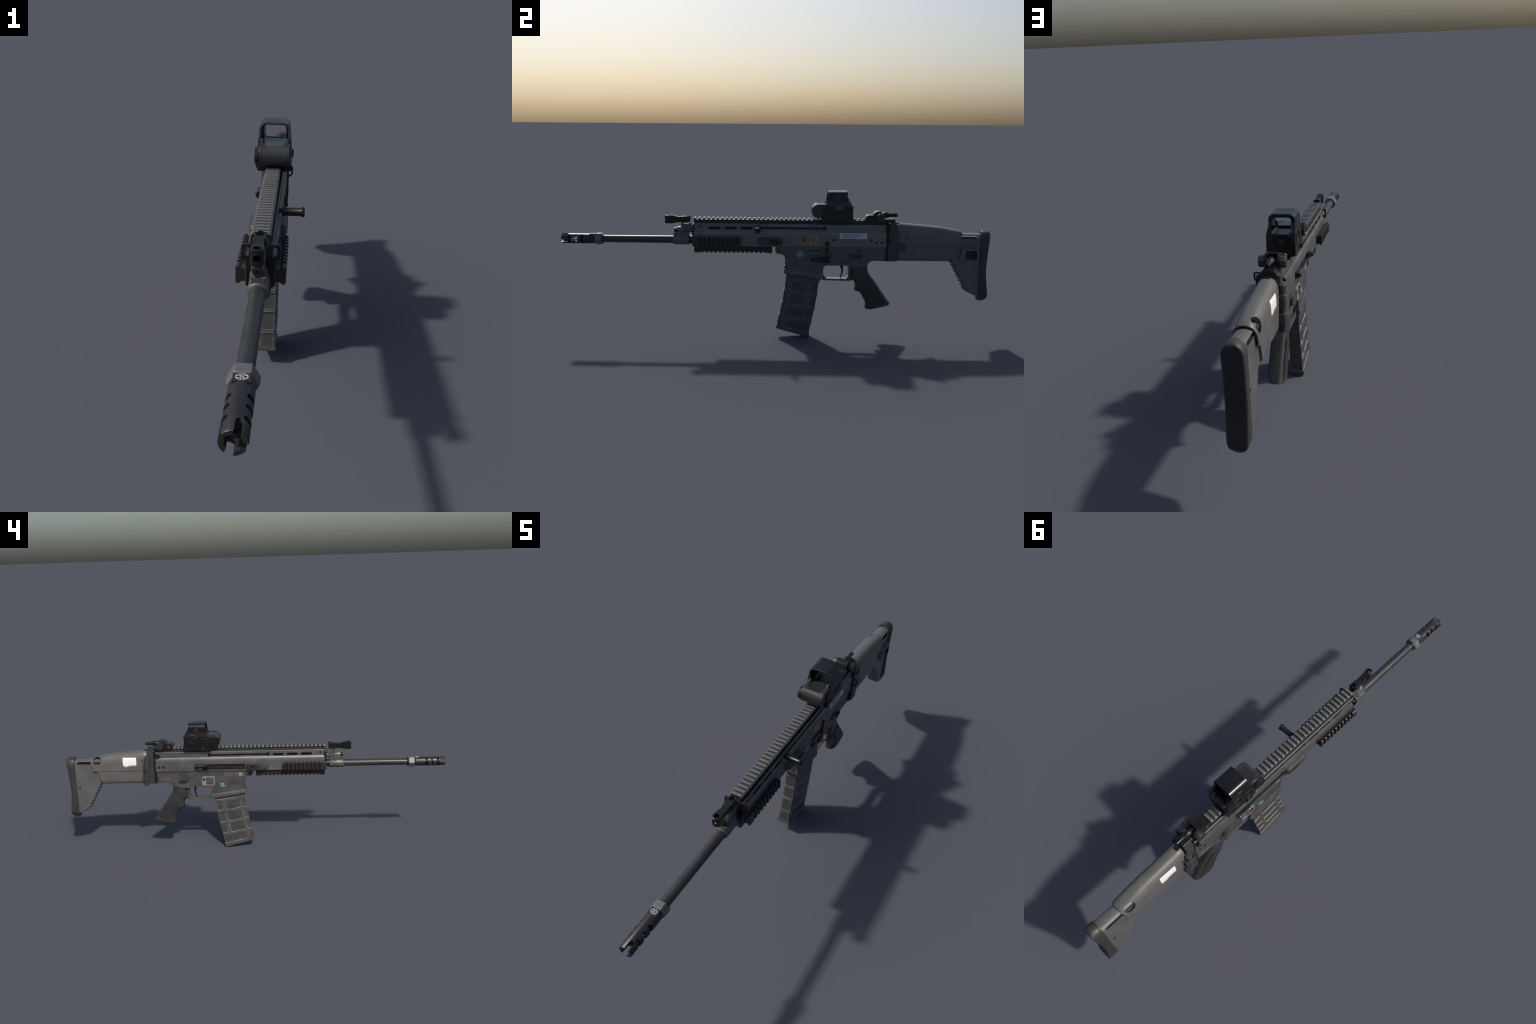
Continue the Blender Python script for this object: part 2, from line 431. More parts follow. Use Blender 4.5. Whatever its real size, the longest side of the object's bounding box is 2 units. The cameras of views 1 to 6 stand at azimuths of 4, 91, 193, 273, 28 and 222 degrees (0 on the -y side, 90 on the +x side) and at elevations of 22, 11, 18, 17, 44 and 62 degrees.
# flat with emblem on top of the brake
flat = obj("emblem_flat", prism_y("f", fillet([(-.0165, ZB + .012), (.0165, ZB + .012), (.0165, ZB + .0238), (-.0165, ZB + .0238)], .001, 2), -0.868, -0.842), "brake", brake, 0.0008)
def on_flat(u, v, h): return (u, -0.855 + v, ZB + .0238 + h)
ell = [(0.0108 * math.cos(t * PI / 18), 0.0090 * math.sin(t * PI / 18)) for t in range(37)]
loopL = [(-.0058 + .0034 * math.cos(math.radians(a)), .0042 * math.sin(math.radians(a))) for a in range(-140, 141, 28)]
loopR = [(.0058 + .0036 * math.cos(math.radians(a)), .0044 * math.sin(math.radians(a))) for a in range(0, 361, 30)]
obj("emblem", strokes("emblem", [ell, loopL, loopR, [(-.0018, -.0085), (-.0018, .0085)], [(-.0018, .0080), (.0035, -.0075)], [(.003, .0055), (.003, -.0015)]],
                      0.0015, on_flat), "emblem", brake)

# gas block
gas = obj("gas_block", lathe("g", [(-0.4745, 0.0195), (-0.4725, 0.0225), (-0.47, 0.0238), (-0.402, 0.0238), (-0.3995, 0.0225)], 'y', (0, ZB), 48), "gas", angle=35)
obj("gas_block_saddle", prism_x("s", fillet([(-.4715, .470), (-.402, .470), (-.402, .4985), (-.43, .503), (-.4715, .4985)], [0, 0, .003, 0, .002], 3), -.0155, .0155), "gas", gas, 0.002,
    cuts=[lathe("c", [(-.48, .0112), (-.46, .0112)], 'y', (0, .5075), 32)])
obj("gas_tube", lathe("t", [(-.4545, .0112), (-.452, .0114), (-.37, .0114)], 'y', (0, .5075), 40), "gas", gas, angle=30)
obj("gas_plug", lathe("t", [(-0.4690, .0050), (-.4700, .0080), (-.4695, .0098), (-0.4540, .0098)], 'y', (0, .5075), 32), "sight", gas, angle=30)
obj("gas_regulator", prism_y("r", fillet([(-.0126, .5035), (-.0126, .5165), (-.005, .5195), (.011, .5165), (.011, .5035)], .002, 2), -.4695, -.4575), "sight", gas, .001,
    cuts=[lathe("c", [(-.49, .0075), (-.462, .0075)], 'y', (0, .5085), 24)])
obj("regulator_cap", lathe("r", [(-.4568, .0135), (-.4555, .0142), (-.424, .0142), (-.422, .0132)], 'y', (-.002, .5095), 32), "steel", gas, angle=30)
obj("regulator_dark_disc", lathe("r", [(-.4574, .0128), (-.4560, .0128)], 'y', (-.002, .5095), 32), "dark", gas)  # dark disc added to read as the hollow front of the cap
for s in (1, -1):
    obj("regulator_bar", prism_x("b", fillet([(-.4718, .4945), (-.4216, .4945), (-.4216, .4985), (-.4718, .4985)], .0012, 2), s * .0125, s * .0185), "gas", gas, .0008)
    disc_x("regulator_knob", -.4298, .4875, .0058, s * .012, s * .0205, "gas", gas, 18)
obj("barrel_ring", lathe("r", [(-.3990, .0205), (-.394, .0205), (-.3935, .0188), (-.386, .0188), (-.3855, .0212), (-.372, .0212)], 'y', (0, ZB), 40), "black", gas, angle=30)

# front sight
fs_base = obj("front_sight_base", prism_x("b", fillet([(-.4362, .5155), (-.3903, .5155), (-.3903, .5425), (-.4000, .5425), (-.4010, .5375), (-.4265, .5375), (-.4275, .5425), (-.4362, .5425)], .0008, 1), -.0132, .0132), "gas", gas, .0008)
disc_x("sight_base_pin", -.4205, .5325, .0036, -.0140, .0140, "black", fs_base, 14)
sx_ = .0137
fs = obj("front_sight", prism_x("a", fillet([(-.3944, .5765), (-.3944, .5468), (-.412, .5440), (-.430, .5440), (-.4488, .5446), (-.478, .5395), (-.496, .5392), (-.496, .5778),
                                             (-.478, .5776), (-.4483, .5697), (-.418, .5735), (-.399, .5735), (-.399, .5765)], [.001, .003, .003, .01, .02, .012, 0, 0, .012, .02, .006, 0, .001], 4), -sx_, sx_), "sight", gas, .0015,
        cuts=[bar((-.0085, -.412, .556), (.0085, -.38, .59)), lathe("c", [(.53, .0102), (.59, .0102)], 'z', (0, -.4985), 32),
              prism_x("c", fillet([(-.485, .53), (-.43, .53), (-.43, .59), (-.485, .59)], .02, 5), -.03, -.0108), prism_x("c", fillet([(-.485, .53), (-.43, .53), (-.43, .59), (-.485, .59)], .02, 5), .0108, .03)], angle=35)
obj("front_sight_hood", lathe("h", [(.5400, .0142), (.5388, .0128), (.5388, .0102), (.5780, .0102), (.5780, .0140), (.5770, .0155), (.5405, .0155)], 'z', (0, -.4985), 40, loop=True), "sight", fs,
    cuts=[lathe("c", [(-.53, .0092), (-.47, .0092)], 'y', (0, .5575), 28)], angle=35)
for s in (1, -1):
    disc_x("sight_pivot", -.4138, .5605, .0088, s * .0134, s * .0152, "sight", fs, 24)
    disc_x("sight_pivot_screw", -.4138, .5605, .0048, s * .0148, s * .0158, "black", fs, 16)
obj("front_sight_post", lathe("p", [(.542, .0022), (.568, .0022)], 'z', (0, -.4985), 10), "sight", fs)
obj("sight_detent", lathe("p", [(-.3935, .0095), (-.3965, .0095)], 'y', (0, .570), 20), "black", fs, .0006)

# ------------------------------------------------------------------ upper receiver
half = [(0.0165, .5490), (.0165, .5350), (.0252, .5350), (.0252, .5438), (.0272, .5440), (.0288, .5424), (.0288, .5140), (.0300, .5118), (.0318, .5090), (.0334, .5052), (.0346, .5000),
        (.0353, .4930), (.0354, .4860), (.0354, .4405), (.0336, .4372), (.0, .4372)]
up_mesh = prism_y("upper_receiver", mirror_xz(half), -.3745, .5175)
cuts = []
for s in (1, -1):
    for y0, y1 in ((-.3065, -.2493), (-.2316, -.1745), (-.1578, -.1018)):
        cuts.append(prism_x("c", slot_yz(y0, y1, .5172, .5300), s * .008, s * .034))
    cuts.append(prism_x("c", slot_yz(-.082, .234, .5199, .5294, .001, 1), s * .008, s * .034))
    cuts.append(lathe("c", [(s * .020, .0095), (s * .034, .0095)], 'x', (.2305, .5247), 24))
    cuts.append(lathe("c", [(s * .020, .0085), (s * .034, .0085)], 'x', (-.0775, .5247), 24))
    cuts.append(lathe("c", [(s * .026, .0058), (s * .034, .0058)], 'x', (-.3491, .5290), 20))
cuts.append(prism_x("c", slot_yz(.0436, .2620, .4462, .4760, .003, 3), -.024, -.05))      # ejection port
for y, z in ((.136, .4717), (.2745, .4726), (.448, .472), (.4725, .4603), (.4966, .4606)):
    cuts.append(lathe("c", [(.031, .0056), (.05, .0056)], 'x', (y, z), 18))
cuts.append(prism_y("c", fillet([(-.030, .444), (.030, .444), (.030, .50), (.024, .532), (-.024, .532), (-.030, .50)], .004, 2), -.40, -.33))
upper = obj("upper_receiver", up_mesh, "receiver", bevel=0.0008, cuts=cuts, cut_mat="dark", angle=38)
obj("bolt_carrier", prism_x("b", slot_yz(.040, .262, .447, .475, .004, 3), -.0275, -.020), "bolt", upper, .001,
    cuts=[lathe("c", [(-.03, .006), (-.025, .006)], 'x', (.226, .459), 18)])
for y in (.4997, .4768):
    disc_x("receiver_screw", y, .4632, .0068, -.034, -.0370, "black", upper, 18, .0008)
    disc_x("receiver_screw_dark_disc", y, .4632, .0030, -.036, -.0369, "dark", upper, 8, 0)  # dark disc set in the screw, no socket is cut
for y, z in ((.136, .4717), (.2745, .4726), (.448, .472), (.4725, .4603), (.4966, .4606)):
    disc_x("receiver_rivet", y, z, .0040, .030, .0342, "black", upper, 14, .0006)

# top rail
toprail = obj("top_rail", prism_y("rail", mirror_xz([(.0175, .5622), (.0222, .5606), (.0222, .5590), (.0178, .5548), (.0178, .5400), (0, .5400)]), -.3757, .517), "groove", upper, .0004)
neck = obj("rail_neck", prism_y("rail", mirror_xz([(.0172, .5545), (.0172, .5205), (0, .5205)]), -.3735, .5165), "groove", toprail)
th = .0049
tooth_me = prism_y("rail_tooth", mirror_xz([(.0182, .5688), (.0228, .5640), (.0228, .5592), (.0205, .5572), (0, .5572)]), -th, th)
PITCH = .02122
tooth0 = None
k = 0
y = -.3757 + th
while y < .515:
    if tooth0 is None:
        tooth0 = obj("rail_tooth", tooth_me, "tooth", toprail, .0009, seg=2)
        tooth0.location = (0, y, 0)
    else:
        copy_of(tooth0, "rail_tooth", (0, y, 0))
    y += PITCH

# bottom rail
brail = obj("bottom_rail", prism_y("r", mirror_xz([(.0300, .4385), (.0300, .4350), (.0255, .4320), (.0240, .4200), (.0224, .4158), (.0224, .4120), (.0205, .4098), (0, .4098)]), -.3750, -.0105), "rail_black", upper, .0006)
bt_me = prism_y("bottom_rail_tooth", mirror_xz([(.0222, .4145), (.0226, .4130), (.0226, .4115), (.0176, .4036), (0, .4036)]), -th, th)
first = None
yy = -.3750 + .036
while yy < -.037:
    if first is None:
        first = obj("bottom_rail_tooth", bt_me, "rail_black", brail, .0007); first.location = (0, yy, 0)
    else: copy_of(first, "bottom_rail_tooth", (0, yy, 0))
    yy += PITCH
for a, b in ((-.3752, -.3495), (-.0345, -.0103)):
    obj("bottom_rail_stop", prism_y("s", mirror_xz([(.0222, .4145), (.0226, .4130), (.0226, .4115), (.0176, .4034), (0, .4034)]), a, b), "rail_black", brail, .0007)

# side rails
def side_prof(top):     # (x, z) outline of the dovetail, z about the rail centre
    c = .4622
    h = [(.0345, .0165), (.0448, .0165), (.0505, .0225), (.0535, .0225), (top, .0186)] if top > .055 else [(.0345, .0160), (.0445, .0160), (.0488, .0205), (top, .0205)]
    return [(x, c + z) for x, z in h] + [(x, c - z) for x, z in reversed(h)]
for s in (1, -1):
    fl = lambda pr: [(s * x, z) for x, z in pr]
    sr = obj("side_rail", prism_y("r", fl(side_prof(.0508)), -.3490, -.1555), "rail_deep", upper, .0006)
    obj("side_rail_block", prism_y("r", fl([(x + .0002, z) for x, z in side_prof(.0585)]), -.3756, -.3485), "rail_black", sr, .0008)
    t0 = None; yy = -.3320
    while yy < -.150:
        if t0 is None:
            t0 = obj("side_rail_tooth", prism_y("r", fl([(.0470, .4622 + .0190)] + [(x + .0002, z) for x, z in side_prof(.0585)][2:8] + [(.0470, .4622 - .0190)]), -th, th), "rail_black", sr, .0008); t0.location = (0, yy, 0)
        else: copy_of(t0, "side_rail_tooth", (0, yy, 0))
        yy += PITCH
    for yb in (-.3214, -.1940):
        disc_x("side_rail_screw", yb, .4622, .0066, s * .050, s * .0560, "black", sr, 16, .0008)
    disc_x("side_rail_pin", -.3610, .4622, .0052, s * .050, s * .0592, "rail_black", sr, 16, .0006)

# front plate with sling loops
pl = fillet([(-.0445, .5365), (-.0445, .5060), (-.0345, .4990), (-.0345, .4390), (-.026, .4340), (.026, .4340), (.0345, .4390), (.0345, .4990), (.0445, .5060), (.0445, .5365), (.0425, .5405), (.0150, .5405), (.0150, .5430), (-.0150, .5430), (-.0150, .5405), (-.0425, .5405)],
            [.004, .006, .004, .003, .003, .003, .003, .004, .006, .004, .004, 0, 0, 0, 0, .004], 3)
front = obj("front_plate", prism_y("p", pl, -.3815, -.3735), "black", upper, .0012,
            cuts=[prism_y("c", fillet([(s * .0262, .5112), (s * .0382, .5112), (s * .0382, .5345), (s * .0262, .5345)], .0055, 5), -.40, -.36) for s in (1, -1)], seg=3)
for s in (1, -1):
    obj("front_plate_rib", prism_y("r", [(s * .0315, .4400), (s * .0352, .4400), (s * .0352, .4800), (s * .0315, .4800)], -.3835, -.3740), "hinge", front, .0008)

# charging handle on the right
CH = (-.0765, .5212)
handle = obj("charging_handle", lathe("h", [(.0405, .0100), (.0412, .0112), (.0890, .0112), (.0905, .0122), (.0912, .0138), (.0955, .0138), (.0982, .0128), (.0982, .0085), (.0900, .0080)], 'x', CH, 40), "black", upper, angle=35)
obj("handle_stem", lathe("h", [(.020, .0062), (.042, .0062)], 'x', (-.0765, .5240), 20), "black", handle)
obj("handle_collar", lathe("h", [(.0368, .0120), (.0375, .0128), (.0400, .0128), (.0408, .0118)], 'x', (-.0755, .5228), 32), "black", handle, angle=30)
obj("handle_slot_plate", prism_x("h", slot_yz(-.088, -.062, .5165, .5310, .004, 3), .0268, .0296), "black", handle, .0008)

# oval side bosses
for s in (1, -1):
    def ring(ins, x, yshift=0):
        return [(s * x, y + yshift, z) for y, z in slot_yz(-.0780 + ins, .0385 - ins * .8, .4446 + ins * .75, .4800 - ins * .75, None, 8)]
    rings = [ring(0, .034), ring(.0004, .0400), ring(.0035, .0462)]
    pts = slot_yz(-.0560, .0330, .4490, .4760, None, 8)
    rings.append([(s * .0525, y, z) for y, z in pts])
    boss = obj("side_boss", loft_mesh("b", rings), "hinge", upper, .0010,
               cuts=[prism_x("c", slot_yz(-.026, .0320, .4525, .4712, None, 6), s * .0485, s * .06)], cut_mat="bolt", angle=35)
    for yb, rr in ((-.0165, .0052), (.003, .0042), (.0225, .0056)):
        disc_x("boss_screw", yb, .4618, rr, s * .048, s * .0505, "black" if rr < .005 else "hinge", boss, 16, .0008)

# cocking / bolt-catch lever on the left, over the port
lever = obj("case_deflector", prism_y("d", [(-.0340, .4790), (-.0500, .4770), (-.0565, .4735), (-.0575, .4690), (-.0540, .4600), (-.0460, .4545), (-.0340, .4530)], .2470, .3080), "black", upper, .002,
            cuts=[prism_x("c", [(.240, .4900), (.240, .4760), (.262, .4800)], -.07, -.03), prism_x("c", [(.320, .4750), (.2990, .4540), (.2985, .44), (.33, .44)], -.07, -.03)])
obj("deflector_block", box_mesh("d", (-.0450, .2400, .4470), (-.0340, .2640, .4755)), "black", lever, .0012)
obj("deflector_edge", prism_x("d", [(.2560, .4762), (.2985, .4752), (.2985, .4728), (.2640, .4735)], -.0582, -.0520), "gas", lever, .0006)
obj("deflector_mark", prism_x("d", [(.2740, .4620), (.2860, .4620), (.2800, .4570)], -.0560, -.0530), "tan_mark", lever)

# ------------------------------------------------------------------ lower receiver
low = [(.0045, .4370), (.0045, .4140), (.0115, .4040), (.0315, .4010), (.0430, .3965), (.0500, .3850), (.0503, .3330), (.0503, .3140), (.2290, .2860), (.2290, .3300), (.2315, .3425), (.2410, .3496),
       (.3400, .3500), (.3475, .3440), (.3600, .3440), (.4352, .3480), (.4370, .3600), (.4450, .3700), (.4590, .3742), (.5168, .3742), (.5168, .4370)]
cuts = [prism_x("c", fillet([(-.01, .45), (.040, .45), (.040, .39), (-.01, .39)], .001, 1), s * .0215, s * .05) for s in (-1,)]
lower = obj("lower_receiver", prism_x("l", fillet(low, [0, .005, .006, .004, .006, .004, 0, 0, 0, .004, .006, .004, .003, .003, 0, .002, .004, .004, .004, .001, 0], 3), -.0290, .0290), "lower", bevel=.0014, pre_cuts=cuts, cut_mat="lower")
# flared mouth of the magazine well
def lip_ring(f, xh, yo):
    zf, zr = f
    return [(-xh, .0503 - yo, zf), (xh, .0503 - yo, zf), (xh, .2296, zr), (-xh, .2296, zr)]
lip = obj("magazine_well_lip", loft_mesh("l", [lip_ring((.3335, .3060), .0292, 0), lip_ring((.3220, .2985), .0328, .0058), lip_ring((.3115, .2825), .0328, .0058)]), "lower", lower, .0012)
obj("well_front_rib", lathe("r", [(-.010, .0075), (.010, .0075)], 'x', (.0515, .337), 20), "lower", lip, .003, cuts=[bar((-.03, .03, .30), (.03, .08, .332))])
# front lug on the left
disc_x("pivot_lug", .0215, .4195, .0165, -.0280, -.0200, "lower", lower, 28, .001)
disc_x("pivot_pin", .0205, .4205, .0100, -.0262, -.0310, "black", lower, 24, .001)
for y, z, r_ in ((.0215, .4187, .0086), (.0571, .4190, .0086), (.3222, .3669, .0086), (.3941, .4191, .0082), (.2677, .3890, .0085)):
    disc_x("frame_pin", y, z, r_, .0280, .0300, "black", lower, 24, .0006)
    disc_x("frame_pin_face", y, z, r_ * .62, .0295, .0306, "lower", lower, 18, .0006)
for y, z in ((.3945, .4205), (.3160, .3640), (.2420, .4185)):
    disc_x("frame_pin", y, z, .0040, -.0280, -.0294, "dark", lower, 14, .0004)
obj("frame_seam", box_mesh("s", (.0286, .0366, .4040), (.0294, .0376, .4365)), "etch_dim", lower)
# step on the left rear
step = [(.5120, .3965), (.4480, .3965), (.4320, .3920), (.4120, .3760), (.3980, .3500), (.4340, .3505), (.4370, .3610), (.4450, .3708), (.4600, .3756), (.5120, .3756)]
obj("rear_step", prism_x("s", fillet(step, [.001, .02, .02, .02, .001, .001, .006, .006, .006, .001], 4), -.0280, -.0302), "lower", lower, .0008)
# trigger guard and trigger
tg = fillet([(.2285, .3050), (.2285, .2775), (.3600, .2745), (.3600, .3450), (.3480, .3450), (.3480, .2980), (.3375, .2848), (.2460, .2858), (.2360, .2960), (.2330, .3050)], [0, .001, .002, 0, 0, .004, .006, .006, .004, 0], 3)
guard = obj("trigger_guard", prism_x("g", tg, -.0180, .0180), "lower", lower, .0012)
tr = fillet([(.2985, .3520), (.3240, .3520), (.3243, .3250), (.3215, .3070), (.3130, .2860), (.3085, .2870), (.3145, .3060), (.3165, .3200), (.3145, .3330), (.3080, .3420)], [0, 0, .01, .01, .002, .002, .01, .01, .01, .004], 4)
obj("trigger", prism_x("t", tr, -.0060, .0060), "black", lower, .0018)
# selectors
for s in (1, -1):
    sel = disc_x("selector", .3664, .3955, .0160, s * .0285, s * (.0360 if s > 0 else .0390), "hinge", lower, 36, .0012)
    if s < 0:
        obj("selector_lever", prism_x("v", fillet([(.3560, .3990), (.3560, .3890), (.3940, .3880), (.4000, .3920), (.3940, .3965)], .0025, 3), -.0375, -.0460), "hinge", sel, .0015)
        disc_x("selector_boss", .3690, .3925, .0095, -.034, -.0440, "hinge", sel, 24, .0012)
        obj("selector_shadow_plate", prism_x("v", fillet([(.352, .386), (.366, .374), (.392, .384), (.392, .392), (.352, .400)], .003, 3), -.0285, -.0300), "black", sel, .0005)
    else:
        obj("selector_lever", prism_x("v", fillet([(.3770, .4010), (.4060, .3985), (.4060, .3940), (.3770, .3900)], .001, 2), .0288, .0440), "black", sel, .0006)
        obj("selector_tab", prism_x("v", fillet([(.3450, .3955), (.3560, .4020), (.3560, .3900)], .001, 2), .0288, .0350), "black", sel, .0006)
# magazine catch and its guard frame (left)
fr_out = slot_yz(.2080, .2783, .3555, .4075, .011, 6)
fr_in = slot_yz(.2150, .2560, .3610, .4015, .006, 5)
frame = obj("catch_frame", prism_x("f", fr_out, -.0280, -.0335), "silver", lower, .0016,
            cuts=[prism_x("c", fr_in, -.05, -.0292), lathe("c", [(-.05, .0075), (-.0292, .0075)], 'x', (.2672, .3908), 20), bar((-.05, .2395, .4010), (-.031, .2455, .42))], cut_mat="lower")
disc_x("magazine_catch", .2360, .3815, .0135, -.0285, -.0330, "lower", frame, 32, .0010)
disc_x("catch_frame_dark_disc", .2672, .3908, .0062, -.0285, -.0305, "dark", frame, 18, .0006)  # dark disc stands in for the small hole inside the ring
obj("catch_frame_ring", lathe("r", [(-.0300, .0108), (-.0342, .0108), (-.0342, .0078), (-.0300, .0078)], 'x', (.2672, .3908), 28, loop=True), "silver", frame, .0006)
# right side: bolt release, catch button, fences
disc_x("bolt_release_pad", .2448, .4538, .0112, .0340, .0425, "black", lower, 28, .0012)
obj("bolt_release", prism_x("b", slot_yz(.2405, .2500, .4080, .4540, .003, 3), .0290, .0400), "black", lower, .0012)
obj("release_fence", box_mesh("b", (.0285, .2195, .4225), (.0345, .2360, .4330)), "lower", lower, .0015)
obj("release_fence", box_mesh("b", (.0285, .2530, .4100), (.0335, .2570, .4335)), "lower", lower, .0012)
obj("catch_button_fence", box_mesh("b", (.0285, .2185, .3945), (.0405, .2590, .4035)), "lower", lower, .0018)
obj("catch_button_fence", box_mesh("b", (.0285, .2185, .3570), (.0405, .2590, .3645)), "lower", lower, .0018)
obj("catch_button_dark_plate", box_mesh("b", (.0280, .2195, .3640), (.0310, .2580, .3955)), "dark", lower)  # dark plate lying on the receiver wall, imitates a recess
obj("catch_button", box_mesh("b", (.0290, .2210, .3690), (.0410, .2560, .3905)), "black", lower, .002)
disc_x("catch_button_face", .2430, .3790, .0090, .0360, .0425, "black", lower, 24, .001)
obj("catch_arm", prism_x("b", slot_yz(.1669, .2230, .3695, .3888, .008, 5), .0285, .0340), "black", lower, .0012)
cr = [(.1604, .4185), (.2128, .4190), (.2100, .4095), (.1860, .4065), (.1640, .4090)]
obj("dust_fence", prism_x("b", fillet(cr, [.001, .001, .006, .02, .006], 4), .0285, .0410), "lower", lower, .0012)
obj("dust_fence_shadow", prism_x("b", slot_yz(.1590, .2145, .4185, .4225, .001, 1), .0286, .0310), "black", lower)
rough_disc = [( .1200 + (.0176 + .0007 * math.sin(9 * t) ) * math.cos(t), .4025 + (.0172 + .0006 * math.sin(11 * t + 1)) * math.sin(t)) for t in [2 * PI * i / 60 for i in range(60)]]
obj("bare_spot", prism_x("b", rough_disc, .0285, .0294), "scuff", lower)

# ------------------------------------------------------------------ grip
GF = [(.3597, .3445), (.3600, .3150), (.3600, .2800), (.3650, .2768), (.3745, .2750), (.3795, .2640), (.3825, .2530), (.3797, .2430), (.3776, .2340), (.3805, .2275), (.3890, .2243), (.4015, .2225),
      (.4090, .2130), (.4168, .2010), (.4270, .1820), (.4325, .1690), (.4330, .1600), (.4303, .1500), (.4310, .1430), (.4370, .1385)]
GB = [(.4365, .3490), (.4368, .3400), (.4385, .3300), (.4400, .3230), (.4430, .3150), (.4490, .3060), (.4550, .2970), (.4610, .2880), (.4665, .2800), (.4700, .2745), (.4745, .2680), (.4800, .2600),
      (.4860, .2515), (.4936, .2400), (.5060, .2225), (.5170, .2070), (.5260, .1940), (.5370, .1800), (.5440, .1710), (.5480, .1660)]
def grip_ring(f, b, w, k=1.0, n=64):
    f, b = Vector(f), Vector(b); c = (f + b) / 2; d = (b - f) / 2
    pts = []
    for i in range(n):
        t = 2 * PI * i / n; co, si = math.cos(t), math.sin(t)
        e = .46 if co > 0 else .66                     # rounded back strap, rounder finger side
        u = math.copysign(abs(co) ** e, co) * k; v = math.copysign(abs(si) ** .46, si) * k
        p = c + d * u
        pts.append((w * v * (1 - .26 * max(0, -co) ** 2), p.x, p.y))
    return pts
rings = []
for i, (f, b) in enumerate(zip(GF, GB)):
    t = i / (len(GF) - 1)
    rings.append(grip_ring(f, b, .0262 + .0020 * t * t - .0010 * math.sin(PI * t)))
rings.append(grip_ring((.4420, .1362), (.5440, .1608), .0272, .97))
rings.append(grip_ring((.4480, .1368), (.5350, .1580), .0235, .95))
grip = obj("grip", loft_mesh("grip", rings), "grip", None, 0, angle=60)
PANEL = [(.4065, .2640), (.4425, .2905), (.4875, .2330), (.5250, .1740), (.5150, .1640), (.4970, .1565), (.4690, .1552), (.4580, .1650), (.4335, .2130)]
for s in (1, -1):
    out = fillet(PANEL, [.004, .006, .03, .006, .006, .01, .008, .006, .03], 4)
    panel = obj("grip_panel", prism_x("p", out, s * .0225, s * .0276), "grip_shade", grip, .0008)
    obj("panel_dark_line", strokes("g", [out + out[:1]], .0016, lambda u, v, h: (s * (.0262 + h), u, v), .0010), "dark", panel)  # raised dark line stands in for the shade of a groove
    ms = []
    for k in range(9):
        u = .06 + .88 * k / 8
        lo = Vector((.4655, .1640)).lerp(Vector((.5170, .1730)), u); hi = Vector((.4130, .2610)).lerp(Vector((.4440, .2830)), u)
        n = Vector((.0014, .0009))
        ms.append(prism_x("r", [tuple(lo - n), tuple(lo + n), tuple(hi + n), tuple(hi - n)], s * .0268, s * .0287))
    rb = obj("grip_ridges", join_meshes("r", ms), "grip", panel, .0006); rb["kind"] = "stuff"
ms = []
for k in range(10):
    x = -.0162 + k * .0036
    path = [(x, b[0] + .0002 - (abs(x) / .0162) ** 4 * .0030, b[1] + .0001 - (abs(x) / .0162) ** 4 * .0015) for b in GB[7:-1]]
    ms.append(sweep("r", path, .0015, 6))
rb = obj("backstrap_ridges", join_meshes("r", ms), "grip", grip); rb["kind"] = "stuff"

# ------------------------------------------------------------------ magazine
def lerp_curve(P, t):
    s = t * (len(P) - 1); i = min(int(s), len(P) - 2); f = s - i
    q = [P[max(i - 1, 0)], P[i], P[i + 1], P[min(i + 2, len(P) - 1)]]
    return tuple(0.5 * ((2 * q[1][k]) + (-q[0][k] + q[2][k]) * f + (2 * q[0][k] - 5 * q[1][k] + 4 * q[2][k] - q[3][k]) * f * f + (-q[0][k] + 3 * q[1][k] - 3 * q[2][k] + q[3][k]) * f ** 3) for k in (0, 1))
FR = [(.0585, .3440), (.0545, .2920), (.0482, .2400), (.0390, .1810), (.0262, .1200), (.0135, .0660), (.0100, .0450)]
RE = [(.2150, .3160), (.2115, .2700), (.2060, .2150), (.1955, .1480), (.1830, .0880), (.1700, .0270), (.1650, .0050)]
MW = .0252
def mag_ring(t, w=MW, ins=0.0, cf=.0060, cr=.0030):
    f, r_ = Vector(lerp_curve(FR, t)), Vector(lerp_curve(RE, t))
    d = (r_ - f).normalized()
    f = f + d * ins; r_ = r_ - d * ins
    pts = []
    for x, a, o in ((w, f, cf), (w, r_, -cr), (w - cr, r_, 0), (-w + cr, r_, 0), (-w, r_, -cr), (-w, f, cf), (-w + cf * .8, f, 0), (w - cf * .8, f, 0)):
        p = a + d * o
        pts.append((x, p.x, p.y))
    return pts
mag_mesh = loft_mesh("magazine", [mag_ring(i / 30) for i in range(31)])
me_edge = M["mag_edge"]
def panel_cut(quad, s, depth=.0028, rr=.008, slope=.0020):
    """tapered pocket: worn rim on the slanted wall, darker floor."""
    o = fillet(quad, rr, 5)
    c = Vector((sum(p[0] for p in quad) / 4, sum(p[1] for p in quad) / 4))
    def off(d):
        res = []
        n = len(o)
        for i in range(n):
            a, b = Vector(o[i - 1]), Vector(o[(i + 1) % n])
            t = (b - a).normalized(); nn = Vector((-t.y, t.x))
            p = Vector(o[i])
            if nn.dot(c - p) < 0: nn = -nn
            res.append(tuple(p + nn * d))
        return res
    rings = [[(s * (MW - depth), y, z) for y, z in off(slope)], [(s * MW, y, z) for y, z in o], [(s * (MW + .004), y, z) for y, z in off(-.004)]]
    me = loft_mesh("c", rings)
    me.materials.append(M["mag_edge"]); me.materials.append(M["mag_panel"])
    for p in me.polygons:
        if len(p.vertices) > 4 and abs(p.center.x) < MW - depth * .5: p.material_index = 1
    return me
def at(s_, t):                 # point on the side of the magazine: s_ 0 front .. 1 rear, t 0 top .. 1 bottom
    f, r_ = Vector(lerp_curve(FR, t)), Vector(lerp_curve(RE, t))
    return tuple(f + (r_ - f) * s_)
cuts = []
